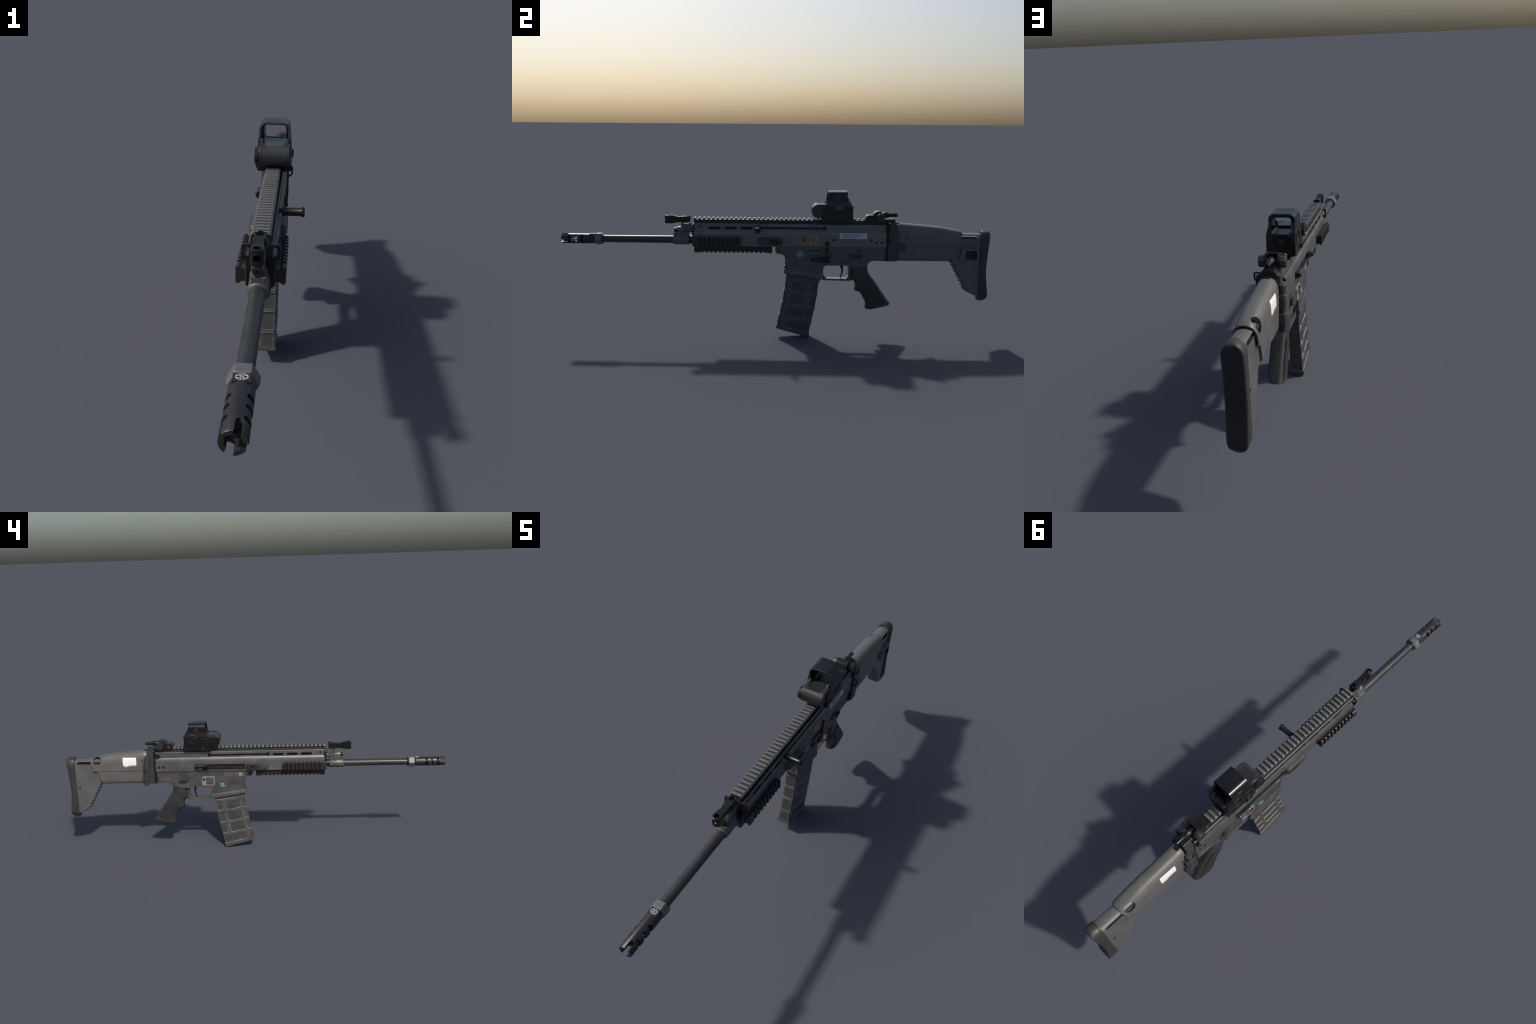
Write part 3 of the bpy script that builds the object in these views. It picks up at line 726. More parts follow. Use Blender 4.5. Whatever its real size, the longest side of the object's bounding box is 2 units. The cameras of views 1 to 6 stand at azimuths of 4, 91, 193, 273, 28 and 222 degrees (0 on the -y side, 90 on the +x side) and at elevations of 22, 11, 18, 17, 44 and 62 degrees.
rows = [(.202, .356), (.387, .527), (.555, .698)]
for s in (1, -1):
    for a, b in rows:
        cuts.append(panel_cut([at(.195, a), at(.690, a), at(.690, b), at(.195, b)], s))
        cuts.append(panel_cut([at(.765, a - .015), at(1.06, a - .015), at(1.06, b - .008), at(.765, b - .008)], s))
    cuts.append(panel_cut([at(.205, .727), at(1.06, .727), at(1.06, .940), at(.205, .940)], s))
    cuts.append(panel_cut([at(.225, .08), at(1.02, .08), at(1.02, .165), at(.225, .165)], s, rr=.005))
    for a, b in [(.08, .155)] + [(a - .01, b - .004) for a, b in rows] + [(.722, .900)]:
        cuts.append(panel_cut([at(-.08, a), at(.125, a), at(.125, b), at(-.08, b)], s, rr=.006, depth=.0026))
rim_paths = []
for a, b in rows:
    rim_paths.append([at(.195, a), at(.690, a), at(.690, b), at(.195, b)])
    rim_paths.append([at(.765, a - .015), at(.978, a - .015), at(.978, b - .008), at(.765, b - .008)])
rim_paths.append([at(.205, .727), at(.978, .727), at(.978, .938), at(.205, .938)])
for a, b in [(a - .01, b - .004) for a, b in rows] + [(.722, .900)]:
    rim_paths.append([at(.052, a), at(.125, a), at(.125, b), at(.052, b)])
rim_paths = [fillet(q, .006, 5) for q in rim_paths]
# recesses across the front face and the spine
for a, b in [(.08, .155)] + [(a - .01, b - .004) for a, b in rows] + [(.722, .900)]:
    n = 5
    inner = [Vector(lerp_curve(FR, a + (b - a) * i / n)) for i in range(n + 1)]
    poly = [tuple(p + Vector((.0030, 0))) for p in inner] + [tuple(p - Vector((.02, 0))) for p in reversed(inner)]
    c = prism_x("c", poly, -.04, .04); c.materials.append(M["mag_panel"]); cuts.append(c)
for a, b in [(.10, .170)] + [(a - .015, b - .008) for a, b in rows] + [(.727, .930)]:
    n = 5
    inner = [Vector(lerp_curve(RE, a + (b - a) * i / n)) for i in range(n + 1)]
    poly = [tuple(p - Vector((.0024, 0))) for p in inner] + [tuple(p + Vector((.02, 0))) for p in reversed(inner)]
    c = prism_x("c", poly, -.04, .04); c.materials.append(M["mag_panel"]); cuts.append(c)
magazine = obj("magazine", mag_mesh, "mag", None, 0, cuts=cuts, angle=25)
for s in (1, -1):
    obj("panel_rims", strokes("r", [q + q[:2] for q in rim_paths], .0010, lambda u, v, h: (s * (MW + h), u, v), .0003), "mag_edge", magazine)
# worn bands where the ribs cross the front, rounded corner lines
for a, b in zip([.155] + [r_[1] - .004 for r_ in rows], [r_[0] - .01 for r_ in rows] + [.722]):
    for tt in (a, b):
        f = [Vector(p) for p in mag_ring(tt)]
        path = [f[0] * .5 + f[1] * .0 + f[0] * .5, f[7], f[6], f[5]]
        obj("rib_edge", sweep("e", path, .0008, 6), "mag_edge", magazine)
for s in (0, 5):
    for a, b in [(a, b) for a, b in rows] + [(.728, .895)]:
        p = [Vector(mag_ring(a + (b - a) * i / 4, MW - .0022, .0030)[(7, 6)[s > 0]]) for i in range(5)]
        obj("corner_edge", sweep("e", p, .0007, 6), "mag_edge", magazine)
# floor plate
F0, R0 = (.0112, .0560), (.1702, .0230)
fp = [(-.0, 0)]
plate = fillet([(.0118, .0580), (.0098, .0445), (.0165, .0400), (.1610, .0005), (.1655, .0020), (.1700, .0215)], [.001, .004, .003, .003, .002, .001], 3)
floor = obj("magazine_floor_plate", prism_x("p", plate, -.0268, .0268), "mag", magazine, .0022)
obj("floor_plate_edge", prism_x("p", [(.0450, .0512), (.1698, .0225), (.1696, .0200), (.0450, .0485)], -.0273, .0273), "mag_edge", floor, .0006)
obj("magazine_rear_ramp", prism_x("p", fillet([(.2050, .2900), (.2200, .2880), (.2165, .2790), (.2085, .2640), (.2040, .2640)], .002, 2), -.0235, .0235), "mag", magazine, .002)
obj("magazine_neck", prism_x("p", [(.0560, .3300), (.2180, .3050), (.2180, .2850), (.0560, .3050)], -.0238, .0238), "dark", magazine)

# ------------------------------------------------------------------ end plate and hinge
gasket = obj("receiver_end_cap", prism_x("g", fillet([(.5150, .3745), (.5330, .3745), (.5330, .5520), (.5150, .5520)], .001, 1), -.0345, .0345), "black", upper, .001)
ep = fillet([(.5265, .3752), (.5265, .5520), (.5560, .5520), (.5630, .5200), (.5690, .4880), (.5690, .3752)], [.002, 0, 0, .01, .01, .002], 3)
endp = obj("end_plate", prism_x("e", ep, -.0400, .0415), "hinge", upper, .003,
           cuts=[prism_y("c", fillet([(-.030, .38), (.030, .38), (.030, .515), (-.030, .515)], .01, 4), .56, .60)])
obj("end_plate_crown", prism_y("c", mirror_xz([(.0185, .5690), (.0365, .5490), (.0365, .5360), (0, .5360)]), .5215, .5578), "black", endp, .0014)
obj("crown_deck", prism_y("c", mirror_xz([(.0175, .5685), (.0215, .5640), (.0215, .5550), (0, .5550)]), .4980, .5230), "black", endp, .001)
obj("crown_blade", box_mesh("b", (-.010, .5560, .5520), (.010, .5830, .5535)), "black", endp)
obj("stock_latch", prism_y("b", fillet([(-.012, .535), (.012, .535), (.010, .5475), (-.010, .5475)], .001, 2), .556, .578), "black", endp, .001)
for z0, z1 in ((.4545, .4720), (.4260, .4430)):
    obj("end_plate_pale_plate", prism_x("w", slot_yz(.5585, .5650, z0, z1, .0018, 3), .0380, .0405), "scuff", endp, .0006)  # pale plate stands in for a hole with reflective metal inside
obj("end_plate_flange", prism_x("w", fillet([(.5640, .5150), (.5640, .5440), (.5575, .5440), (.5575, .5150)], .002, 2), .0330, .0412), "black", endp, .001)
for z0, z1 in ((.5205, .5520), (.4560, .4905)):
    pts = []
    for u, v in fillet([(.0365, z1), (.0500, z1), (.0535, z1 - .004), (.0525, z0 + .008), (.0450, z0), (.0365, z0 + .002)], [0, .004, .004, .006, .006, 0], 4):
        pts.append((u, .5290, v))
    obj("sling_loop", sweep("s", pts, .0030, 8), "black", endp)
    obj("sling_loop_base", box_mesh("s", (.0335, .5235, z0), (.0385, .5345, z1)), "black", endp, .001)
# left bracket: detent and ball
det = obj("takedown_detent", prism_x("d", fillet([(.4935, .5140), (.5175, .5140), (.5175, .5345), (.5040, .5345), (.4935, .5285)], .002, 2), -.0270, -.0345), "black", upper, .001)
bm = bmesh.new(); bmesh.ops.create_uvsphere(bm, u_segments=20, v_segments=12, radius=.0070)
bmesh.ops.translate(bm, verts=bm.verts, vec=(-.0405, .5035, .5225)); sm = bpy.data.meshes.new("b"); bm.to_mesh(sm); bm.free()
obj("detent_ball", sm, "sight", det)
# hinge barrel, leaning like the plate
def hcyl(z0, z1, r_, name, mat="hinge", par=None, tab=None):
    fy = lambda z: .5585 + (.5275 - z) * .075
    rings = []
    for z, rr in ((z0, r_ - .0012), (z0 + .0012, r_), (z1 - .0012, r_), (z1, r_ - .0012)):
        rings.append([(-.0435 + rr * math.cos(2 * PI * k / 32), fy(z) + rr * math.sin(2 * PI * k / 32), z) for k in range(32)])
    return obj(name, loft_mesh(name, rings), mat, par or endp, angle=30)
hinge = hcyl(.3690, .5270, .0128, "hinge_pin")
for z0, z1 in ((.4530, .4945), (.3920, .4335)):
    hcyl(z0, z1, .0146, "hinge_knuckle", par=hinge)
    yo = .5585 + (.5275 - (z0 + z1) / 2) * .075
    obj("hinge_leaf", prism_x("l", fillet([(yo, z0), (yo + .0185, z0), (yo + .0185, z1), (yo, z1)], .001, 1), -.0540, -.0300), "hinge", hinge, .003)
obj("hinge_web", prism_x("l", [(.5290, .3800), (.5600, .3760), (.5600, .4520), (.5290, .5000)], -.0470, -.0380), "hinge", hinge, .003)

# ------------------------------------------------------------------ stock
def top_z(y):
    P = [(.560, .5495), (.582, .5530), (.610, .5492), (.66, .5455), (.724, .5405), (.783, .5340), (.843, .5222), (.866, .5155)]
    if y <= P[0][0]: return P[0][1]
    for a, b in zip(P, P[1:]):
        if y <= b[0]: return a[1] + (b[1] - a[1]) * (y - a[0]) / (b[0] - a[0])
    return P[-1][1]
def shell_ring(t, w=.0372, ins=0.0, dy=0.0, zb=.4468):
    ym = .566 + (.866 - .566) * t
    zt = top_z(ym) - ins
    ww = w - ins
    zs = zt - .044 - .010 * (1 - t)                 # where the arch meets the flat side
    pts = []
    K = 20
    arch = [(ww * (abs(math.cos(a)) ** .80) * (1 if math.cos(a) >= 0 else -1), zs + (zt - zs) * math.sin(a) ** .92) for a in [PI * i / K for i in range(K + 1)]]
    prof = [(ww, zb + ins)] + [(ww, zb + ins + (zs - zb - ins) * .5)] + arch + [(-ww, zb + ins + (zs - zb - ins) * .5), (-ww, zb + ins)]
    for x, z in prof:
        y0 = .5630 + (.5500 - z) * .085
        y1 = .8655 - max(0, .512 - z) * .225
        pts.append((x, y0 + (y1 - y0) * t + dy, z))
    return pts
rings = [shell_ring(0, ins=.002)] + [shell_ring(i / 24, ins=max(0, .0015 - i * .001)) for i in range(25)]
rings += [shell_ring(1, ins=.0012, dy=.0012), shell_ring(1, ins=.0048, dy=.0004), shell_ring(1, ins=.0050, dy=-.085)]
shell_cuts = []
ax = Vector((-.77, 0, .64)); hc = Vector((-.0285, .8310, .5025)); ay = Vector((0, 1, 0)); az = Vector((.64, 0, .77))
def hole_ring(d):
    pts = []
    for i in range(40):
        t = 2 * PI * i / 40
        u, w = .0216 * math.cos(t) * (1.0 - .06 * math.sin(t)), .0245 * math.sin(t) + .0015
        pts.append(hc + ax * d + ay * u + az * w)
    return pts
shell_cuts.append(loft_mesh("c", [hole_ring(-.016), hole_ring(.05)]))
shell_hole_rim = [Vector(p) for p in hole_ring(0)]
shell = obj("stock_shell", loft_mesh("stock_shell", rings), "stock_marked", None, 0, cuts=shell_cuts, angle=42)
obj("shell_rim", sweep("rim", [Vector(p) + Vector((0, .0006, 0)) for p in shell_ring(1, ins=.0010)], .0016, 6), "stock", shell)
obj("stock_latch_bar", box_mesh("l", (-.0300, .78, .4895), (-.0200, .858, .4985)), "hinge", shell, .001)  # hinge tone used here to paint the shell's inside darker
disc_x("shell_screw", .5862, .5020, .0056, -.0355, -.0379, "hinge", shell, 18, .0006)
disc_x("shell_plug", .8305, .4610, .0088, -.0360, -.0379, "stock", shell, 22, .0008)
# stock lower half
sl = [(.5690, .4480), (.5760, .3752), (.8060, .3752), (.8110, .3800), (.8300, .4480)]
lowz = obj("stock_lower_body", prism_x("s", sl, -.0350, .0350), "stock", shell, 0,
           cuts=[prism_y("c", [(s * .0400, .36), (s * .0210, .36), (s * .0210, .3745), (s * .0270, .3775), (s * .0325, .3850), (s * .0352, .3990), (s * .0400, .3990)], .50, .90) for s in (1, -1)], cut_mat="stock", angle=30)
obj("shell_seam", prism_x("s", [(.5710, .4475), (.5710, .4445), (.8285, .4445), (.8290, .4475)], -.0352, .0352), "dark", lowz)
# square release button with raised frame (right)
bt = obj("stock_button_frame", loft_mesh("b", [[(x, y, z) for y, z in fillet([(.5740 - o, .4800 - o), (.6140 + o * 1.2, .4800 - o), (.6140 + o * 1.4, .5210 + o), (.5740 - o, .5210 + o)], .004 + o * .4, 4)] for x, o in ((.0352, .004), (.0405, .0005))]), "stock", shell, .0012,
         cuts=[prism_x("c", slot_yz(.5790, .6110, .4855, .5175, .005, 4), .0385, .05)], cut_mat="dark")
obj("stock_button", prism_x("b", slot_yz(.5806, .6094, .4871, .5159, .004, 4), .0370, .0420), "stock", bt, .0012)
dsc = [(.5755, .4190)] + [(.5880 + .0226 * math.cos(a), .4405 + .0216 * math.sin(a)) for a in [PI * (-.5 + i / 20) for i in range(21)]] + [(.5700, .4620)]
obj("stock_pivot_cover", prism_x("d", dsc, .0340, .0388), "hinge", shell, .0010)

# sliding butt body with arch-shaped top
ser = []
N_ = 9
a, b = Vector((.8165, .3770)), Vector((.8890, .2440))
for i in range(N_):
    p = a + (b - a) * i / N_; q = a + (b - a) * (i + .62) / N_
    nrm = Vector((-(b - a).y, (b - a).x)).normalized()
    if nrm.x > 0: nrm = -nrm
    ser += [tuple(p - nrm * .0040), tuple(p + (b - a) * .14 / N_ + nrm * .0022), tuple(q + nrm * .0032)]
body = [(.7800, .4850), (.7800, .4300), (.8090, .3830)] + ser + [(.8895, .2390), (.9115, .2245), (.9420, .2125), (.9560, .2080), (.9560, .4850)]
def butt_ring(x, back):
    pts = []
    for i, (y, z) in enumerate(body):
        k = 1.0 if 2 < i < len(body) - 2 else 0.0
        if i > 3: k *= min(1, max(0, (.952 - y) / .055))        # the nose rounding runs out towards the pad
        pts.append((x, y + back * .88 * k, z + back * .47 * k))
    return pts
prof = [(.0275, .0230), (.0272, .0160), (.0252, .0095), (.0212, .0045), (.0150, .0012), (.0070, 0)]
bb = obj("butt_body", loft_mesh("butt_body", [butt_ring(x, d) for x, d in prof] + [butt_ring(-x, d) for x, d in reversed(prof)]), "butt", None, 0, angle=40)
arch = [(.0285, .4890)] + [(.0285 * math.cos(t), .4890 + .0172 * math.sin(t)) for t in [PI * i / 20 for i in range(1, 20)]] + [(-.0285, .4890)]
# upper tube and the through slot below it
tube_prof = [(x, z) for x, z in arch] + [(-.0285, .4840), (.0285, .4840)]
obj("butt_tube", prism_y("t", tube_prof, .7700, .9560), "butt", bb, 0, cuts=[prism_x("c", slot_yz(.80, .9420, .4850, .4972, None, 5), -.05, .05)], angle=30, cut_mat="butt")
obj("slot_shade_strip", box_mesh("s", (-.0282, .80, .4845), (-.0030, .9425, .4858)), "dark", bb)  # added dark strip, paints shade onto the left half of the slot bottom
disc_x("butt_pin", .9365, .3560, .0050, -.0280, -.0292, "dark", bb, 16, 0)
# strap loop (right)
so = fillet([(.8660, .4400), (.9440, .4400), (.9490, .4100), (.9490, .3862), (.8500, .3862), (.8625, .4120)], [.002] * 6, 2)
strap = obj("strap_loop", loft_mesh("s", [[(x, .9 + (y - .9) * k_, .413 + (z - .413) * k_) for y, z in so] for x, k_ in ((.0260, 1.0), (.0455, .93))]), "butt", bb, .0015,
            cuts=[prism_x("c", slot_yz(.8815, .9345, .3700, .4305, .002, 2), .0300, .06)], cut_mat="dark")
obj("strap_dark_fill", box_mesh("s", (.0300, .8790, .4060), (.0345, .9370, .4300)), "dark", strap, .001)  # dark box fills the strap window to imitate its shaded depth

# butt pad
def pad_rear(z):
    P = [(.180, .984), (.193, .9905), (.202, .9970), (.21, .9995), (.225, .9985), (.25, .9945), (.28, .991), (.311, .987), (.34, .9858), (.372, .987), (.40, .9885), (.451, .992), (.49, .9950), (.505, .9965), (.512, .9955), (.518, .9915), (.5225, .982)]
    for p, q in zip(P, P[1:]):
        if z <= q[0]: return p[1] + (q[1] - p[1]) * (z - p[0]) / (q[0] - p[0])
    return P[-1][1]
def pad_front(z): return .9525 + .0035 * min(1, max(0, (.5 - z) / .3))
def stadium(ins):
    w = .0335 - ins; zt, zb = .5195 - ins, .1850 + ins; rr = w * .98
    pts = []
    for i in range(17): pts.append((rr * math.cos(PI * i / 16), zt - rr * 1.1 + rr * 1.1 * math.sin(PI * i / 16)))
    nL = 14
    for i in range(1, nL): pts.append((-w, zt - rr * 1.1 + (zb + rr * 1.4 - zt + rr * 1.1) * i / nL))
    for i in range(17): pts.append((rr * math.cos(PI + PI * i / 16), zb + rr * 1.4 + rr * 1.4 * math.sin(PI + PI * i / 16)))
    for i in range(1, nL): pts.append((w, zb + rr * 1.4 + (zt - rr * 1.1 - zb - rr * 1.4) * i / nL))
    return pts
def pad_y(f, z):
    yb = pad_rear(z); ya = pad_front(z)
    tilt = -.010 * max(0, (z - .50) / .02) * 0
    return ya + (yb - ya) * f + tilt
rings = []
for ins, f, dy in ((.004, 0, 0), (.0010, 0, .0008), (.0006, 0, .0045), (.0014, 0, .0065), (.0002, 0, .009), (0, .5, 0), (0, 1, -.006), (.0012, 1, -.002), (.0042, 1, 0), (.0070, 1, -.0003)):
    rings.append([(x, pad_y(f, z) + dy, z) for x, z in stadium(ins)])
pad = obj("butt_pad", loft_mesh("pad", rings, cap1=False), "rubber", bb, angle=35)
def pad_half(z, ins):
    w = .0335 - ins; zt, zb = .5195 - ins, .1850 + ins; rr = w * .98
    ct, cb = zt - rr * 1.1, zb + rr * 1.4
    if z > ct: return rr * math.sqrt(max(0, 1 - ((z - ct) / (rr * 1.1)) ** 2))
    if z < cb: return rr * math.sqrt(max(0, 1 - ((cb - z) / (rr * 1.4)) ** 2))
    return w
V, Fc = [], []
nz = 70; ins = .0066
for i in range(nz + 1):
    e = .5 - .5 * math.cos(PI * i / nz)
    z = (.1850 + ins) + (.5195 - .1850 - 2 * ins) * e
    h = max(pad_half(z, ins), .0003)
    for k in range(9): V.append((h * (k / 4 - 1), pad_rear(z) - .0002, z))
for i in range(nz):
    for k in range(8): Fc.append((i * 9 + k, i * 9 + k + 1, i * 9 + k + 10, i * 9 + k + 9))
ff = new_mesh("f", V, Fc)
obj("butt_pad_face", ff, "rubber_face", pad, angle=35)
ms = []
for i in range(11):
    for j in range(42):
        x = -.0220 + .0044 * i; z = .2420 + .0056 * j
        y = pad_rear(z)
        h = .0018
        ms.append(new_mesh("n", [(x - h, y - .0005, z - h), (x + h, y - .0005, z - h), (x + h, y - .0005, z + h), (x - h, y - .0005, z + h),
                                 (x - h * .5, y + .0010, z - h * .5), (x + h * .5, y + .0010, z - h * .5), (x + h * .5, y + .0010, z + h * .5), (x - h * .5, y + .0010, z + h * .5)],
                           [(0, 1, 5, 4), (1, 2, 6, 5), (2, 3, 7, 6), (3, 0, 4, 7), (4, 5, 6, 7)]))
nub = obj("pad_nubs", join_meshes("n", ms), "nub", pad); nub["kind"] = "stuff"

# ------------------------------------------------------------------ holographic optic
zt_ = .6970
hood_sec = fillet([(-.0505, .5560), (.0515, .5560), (.0515, .6290), (.0472, .6520), (.0468, zt_), (-.0468, zt_), (-.0472, .6520), (-.0505, .6290)], [0, 0, .008, .008, .0215, .0215, .008, .008], 8)
sil = [(.2172, .5560), (.2150, .5830), (.2200, .6110), (.2300, .6260), (.2440, .6360), (.2420, .6430), (.2405, .6480), (.2488, .6990), (.3290, .6990), (.3340, .6940), (.3316, .6690), (.3350, .6560), (.3425, .6455), (.3545, .6345), (.3585, .6000), (.3592, .5560)]
sil_f = fillet(sil, [0, .01, .02, .02, .003, .004, .01, 0, .004, .004, .012, .012, .01, .004, .02, 0], 4)
DIALS = ((.3110, .6165), (.2525, .6005))
hood = obj("optic_hood", prism_y("hood", hood_sec, .20, .37), "optic", None, .0010, inter=prism_x("i", sil_f, -.08, .08),
           cuts=[prism_y("c", fillet([(-.0345, .6300), (.0345, .6300), (.0345, .6855), (-.0345, .6855)], [.010, .010, .012, .012], 6), .20, .40),
                 prism_y("c", fillet([(-.0400, .6330), (.0400, .6330), (.0400, .6900), (-.0400, .6900)], [.004, .004, .015, .015], 6), .20, .2760)] +
                [lathe("c", [(-.0460, .0195), (-.07, .0195)], 'x', d, 36) for d in DIALS], cut_mat="optic", angle=35)
def rear_y(z):
    P = [(.62, .3560), (.6355, .3545), (.646, .3455), (.66, .3360), (.6715, .3318), (.70, .3330)]
    for p, q in zip(P, P[1:]):
        if z <= q[0]: return p[1] + (q[1] - p[1]) * (z - p[0]) / (q[0] - p[0])
    return P[-1][1]
lens_out = fillet([(-.0346, .6299), (.0346, .6299), (.0346, .6856), (-.0346, .6856)], [.010, .010, .012, .012], 5)
obj("optic_lens", prism_y("l", lens_out, .2990, .3005), "glass", hood)
frame_out = [(x, z) for x, z in fillet([(-.0345, .6305), (.0345, .6305), (.0345, .6855), (-.0345, .6855)], [.010, .010, .012, .012], 6)]
obj("window_frame", sweep("w", [(x, rear_y(z) - .0006, z) for x, z in frame_out], .0016, 6, closed=True), "optic", hood)
obase = hood
for y_, z_ in DIALS:
    obj("dial_ring", lathe("r", [(-.0490, .0228), (-.0518, .0226), (-.0524, .0208), (-.0490, .0195)], 'x', (y_, z_), 40, loop=True), "optic_grey", obase, angle=30)
    disc_x("adjustment_dial", y_, z_, .0150, -.0455, -.0500, "optic", obase, 32, .0035, cuts=[bar((-.06, y_ - .014, z_ - .0016), (-.0488, y_ + .014, z_ + .0016))])
# rear cover plate with screws
rp = obj("optic_rear_plate", prism_y("p", fillet([(-.0365, .5640), (.0345, .5640), (.0345, .6300), (-.0365, .6300)], .002, 2), .3550, .3605), "optic", hood, .001)
for x, z in ((.0270, .6235), (-.0290, .6235), (.0270, .5668), (-.0290, .5660)):
    obj("rear_plate_screw", lathe("s", [(.3560, .0062), (.3618, .0062), (.3624, .0050)], 'y', (x, z), 20), "optic", rp, angle=30)
    obj("screw_dark_disc", lathe("s", [(.3600, .0026), (.3628, .0026)], 'y', (x, z), 6), "dark", rp)  # dark disc on the screw head in place of a cut socket
# ramp and battery compartment at the front
bat = fillet([(.1713, .5765), (.1713, .6385), (.2420, .6385), (.2420, .6060), (.2200, .5765)], [.030, .030, .002, .004, .02], 8)
battery = obj("battery_housing", prism_x("b", bat, -.0440, .0478), "optic_grey", hood, .0022, seg=3,
              cuts=[prism_y("c", [(0, 0), (1, 0), (0, 1)], 0, 1) if False else loft_mesh("c", [[(x, y, z) for x, y in fillet([(-.0270, .1900), (.0270, .1900), (.0345, .2600), (-.0345, .2600)], [.005, .005, .001, .001], 4)] for z in (.6362, .66)])], cut_mat="deck")
for s in (1, -1):
    obj("battery_ear", prism_x("e", fillet([(.2180, .6360), (.2440, .6360), (.2445, .6520), (.2410, .6470), (.2360, .6415), (.2280, .6392)], [.001, .001, .001, .004, .006, .006], 3), s * .0345, s * .0432), "optic_grey", battery, .0012)
obj("battery_deck", loft_mesh("d", [[(x, y, z) for x, y in fillet([(-.0262, .1912), (.0262, .1912), (.0335, .2590), (-.0335, .2590)], [.005, .005, .001, .001], 4)] for z in (.6320, .6368)]), "deck", battery, .0004)
for x in (-.0365, .0410):
    obj("battery_band", prism_x("b", [(.2022 + .0314 * math.cos(t), .6075 + .0314 * math.sin(t)) for t in [2 * PI * i / 48 for i in range(48)]], x - .0006, x + .0006), "optic", battery)
cap = obj("battery_cap", lathe("c", [(-.0435, .0262), (-.0470, .0262), (-.0475, .0248), (-.0550, .0248), (-.0562, .0235), (-.0562, .0222), (-.0552, .0215)], 'x', (.1958, .6068), 48), "optic", battery, angle=30,
          cuts=[loft_mesh("c", [[(x, .1958 + u * .64 - w * .77, .6068 + u * .77 + w * .64) for u, w in ((-.03, -.0009), (.03, -.0009), (.03, .0009), (-.03, .0009))] for x in (-.0535, -.07)])])
ms = []
for k in range(40):
    t = 2 * PI * k / 40
    c_, s_ = math.cos(t), math.sin(t)
    ms.append(loft_mesh("k", [[(x, .1958 + rr * c_ - w * s_, .6068 + rr * s_ + w * c_) for rr, w in ((.0240, -.0009), (.0256, -.0007), (.0256, .0007), (.0240, .0009))] for x in (-.0482, -.0548)]))
kn = obj("cap_knurl", join_meshes("k", ms), "optic_grey", cap); kn["kind"] = "stuff"
arc = [(-.0465, .2155 - .0205 * math.cos(t), .6390 + .0165 * math.sin(t)) for t in [PI * i / 14 for i in range(15)]]
obj("cap_tether", sweep("t", arc, .0006, 6), "optic", cap)
obj("hood_front_frame", sweep("f", [(x, .2425 + max(0, (z - .648)) * .145 - max(0, .648 - z) * .05, z) for x, z in
                                   [(-.0430, .6400)] + [(-.0437, .648 + .005 * i) for i in range(5)] + [(-.0437 + .0155 * (1 - math.cos(PI / 2 * i / 6)), .6780 + .0155 * math.sin(PI / 2 * i / 6)) for i in range(1, 7)] +
                                   [(.0437 - .0155 * (1 - math.cos(PI / 2 * i / 6)), .6780 + .0155 * math.sin(PI / 2 * i / 6)) for i in range(6, 0, -1)] + [(.0437, .668 - .005 * i) for i in range(5)] + [(.0430, .6400)]], .0024, 8), "optic_grey", hood)
# mount
mount = obj("optic_mount", prism_y("m", mirror_xz([(.0480, .5720), (.0480, .5545), (.0300, .5530), (.0245, .5560), (.0235, .5600), (0, .5600)]), .2165, .3595), "optic", hood, .0012)
obj("mount_clamp", box_mesh("c", (.0460, .2180, .5550), (.0560, .2450, .5740)), "optic", mount, .002)
disc_x("mount_bolt", .2600, .5640, .0075, .0470, .0548, "black", mount, 6, .0008)
obj("mount_lever", prism_x("l", fillet([(.2330, .5660), (.2420, .5580), (.2680, .5560), (.2800, .5640), (.2700, .5640), (.2600, .5610), (.2450, .5630)], .002, 3), -.0480, -.0560), "black", mount, .001)
disc_x("mount_lever_pin", .2575, .5665, .0062, -.0480, -.0575, "optic_grey", mount, 20, .0008)
disc_x("mount_stud", .3480, .5690, .0042, -.0490, -.0520, "optic_grey", mount, 14, .0006)
# push buttons and markings, right
for y0, y1 in ((.3012, .3262), (.3275, .3528)):
    obj("button_dark_plate", prism_x("b", slot_yz(y0, y1, .5815, .6020, .002, 2), .0505, .0518), "dark", obase)  # dark plate on the flat side, stands in for a sunken well
    obj("push_button", prism_x("b", slot_yz(y0 + .0022, y1 - .0022, .5838, .5997, .004, 3), .0510, .0534), "optic", obase, .001)
def logo_paths(c, w, h):
    y, z = c
    return [[(y - w, z - h), (y + w, z - h), (y + w, z + h), (y - w, z + h), (y - w, z - h)], [(y - w * .45, z - h * .7), (y - w * .45, z + h * .7)],
            [(y - w * .45, z + h * .55), (y + w * .8, z + h * .55)], [(y - w * .45, z), (y + w * .8, z)], [(y - w * .45, z - h * .55), (y + w * .8, z - h * .55)]]
obj("maker_mark", strokes("l", logo_paths((.2925, .6650), .0095, .0080), .0009, lambda u, v, h: (.0470 + h, u, v), .0003), "mark", hood)
obj("maker_mark", strokes("l", logo_paths((-.2925, .6650), .0095, .0080), .0009, lambda u, v, h: (-.0470 - h, -u, v), .0003), "mark", hood)
obj("maker_mark", strokes("l", logo_paths((0, .6065), .0110, .0095), .0009, lambda u, v, h: (-u, .3605 + h, v), .0003), "mark", rp)
obj("optic_data_plate", prism_x("l", slot_yz(.2754, .3110, .6150, .6295, .001, 1), .0512, .0520), "mark", obase)
obj("optic_data_line", box_mesh("l", (.0512, .3135, .6155), (.0519, .3148, .6290)), "mark", obase)
disc_x("optic_screw", .2870, .5850, .0062, .0505, .0521, "optic_grey", obase, 18, .0006)
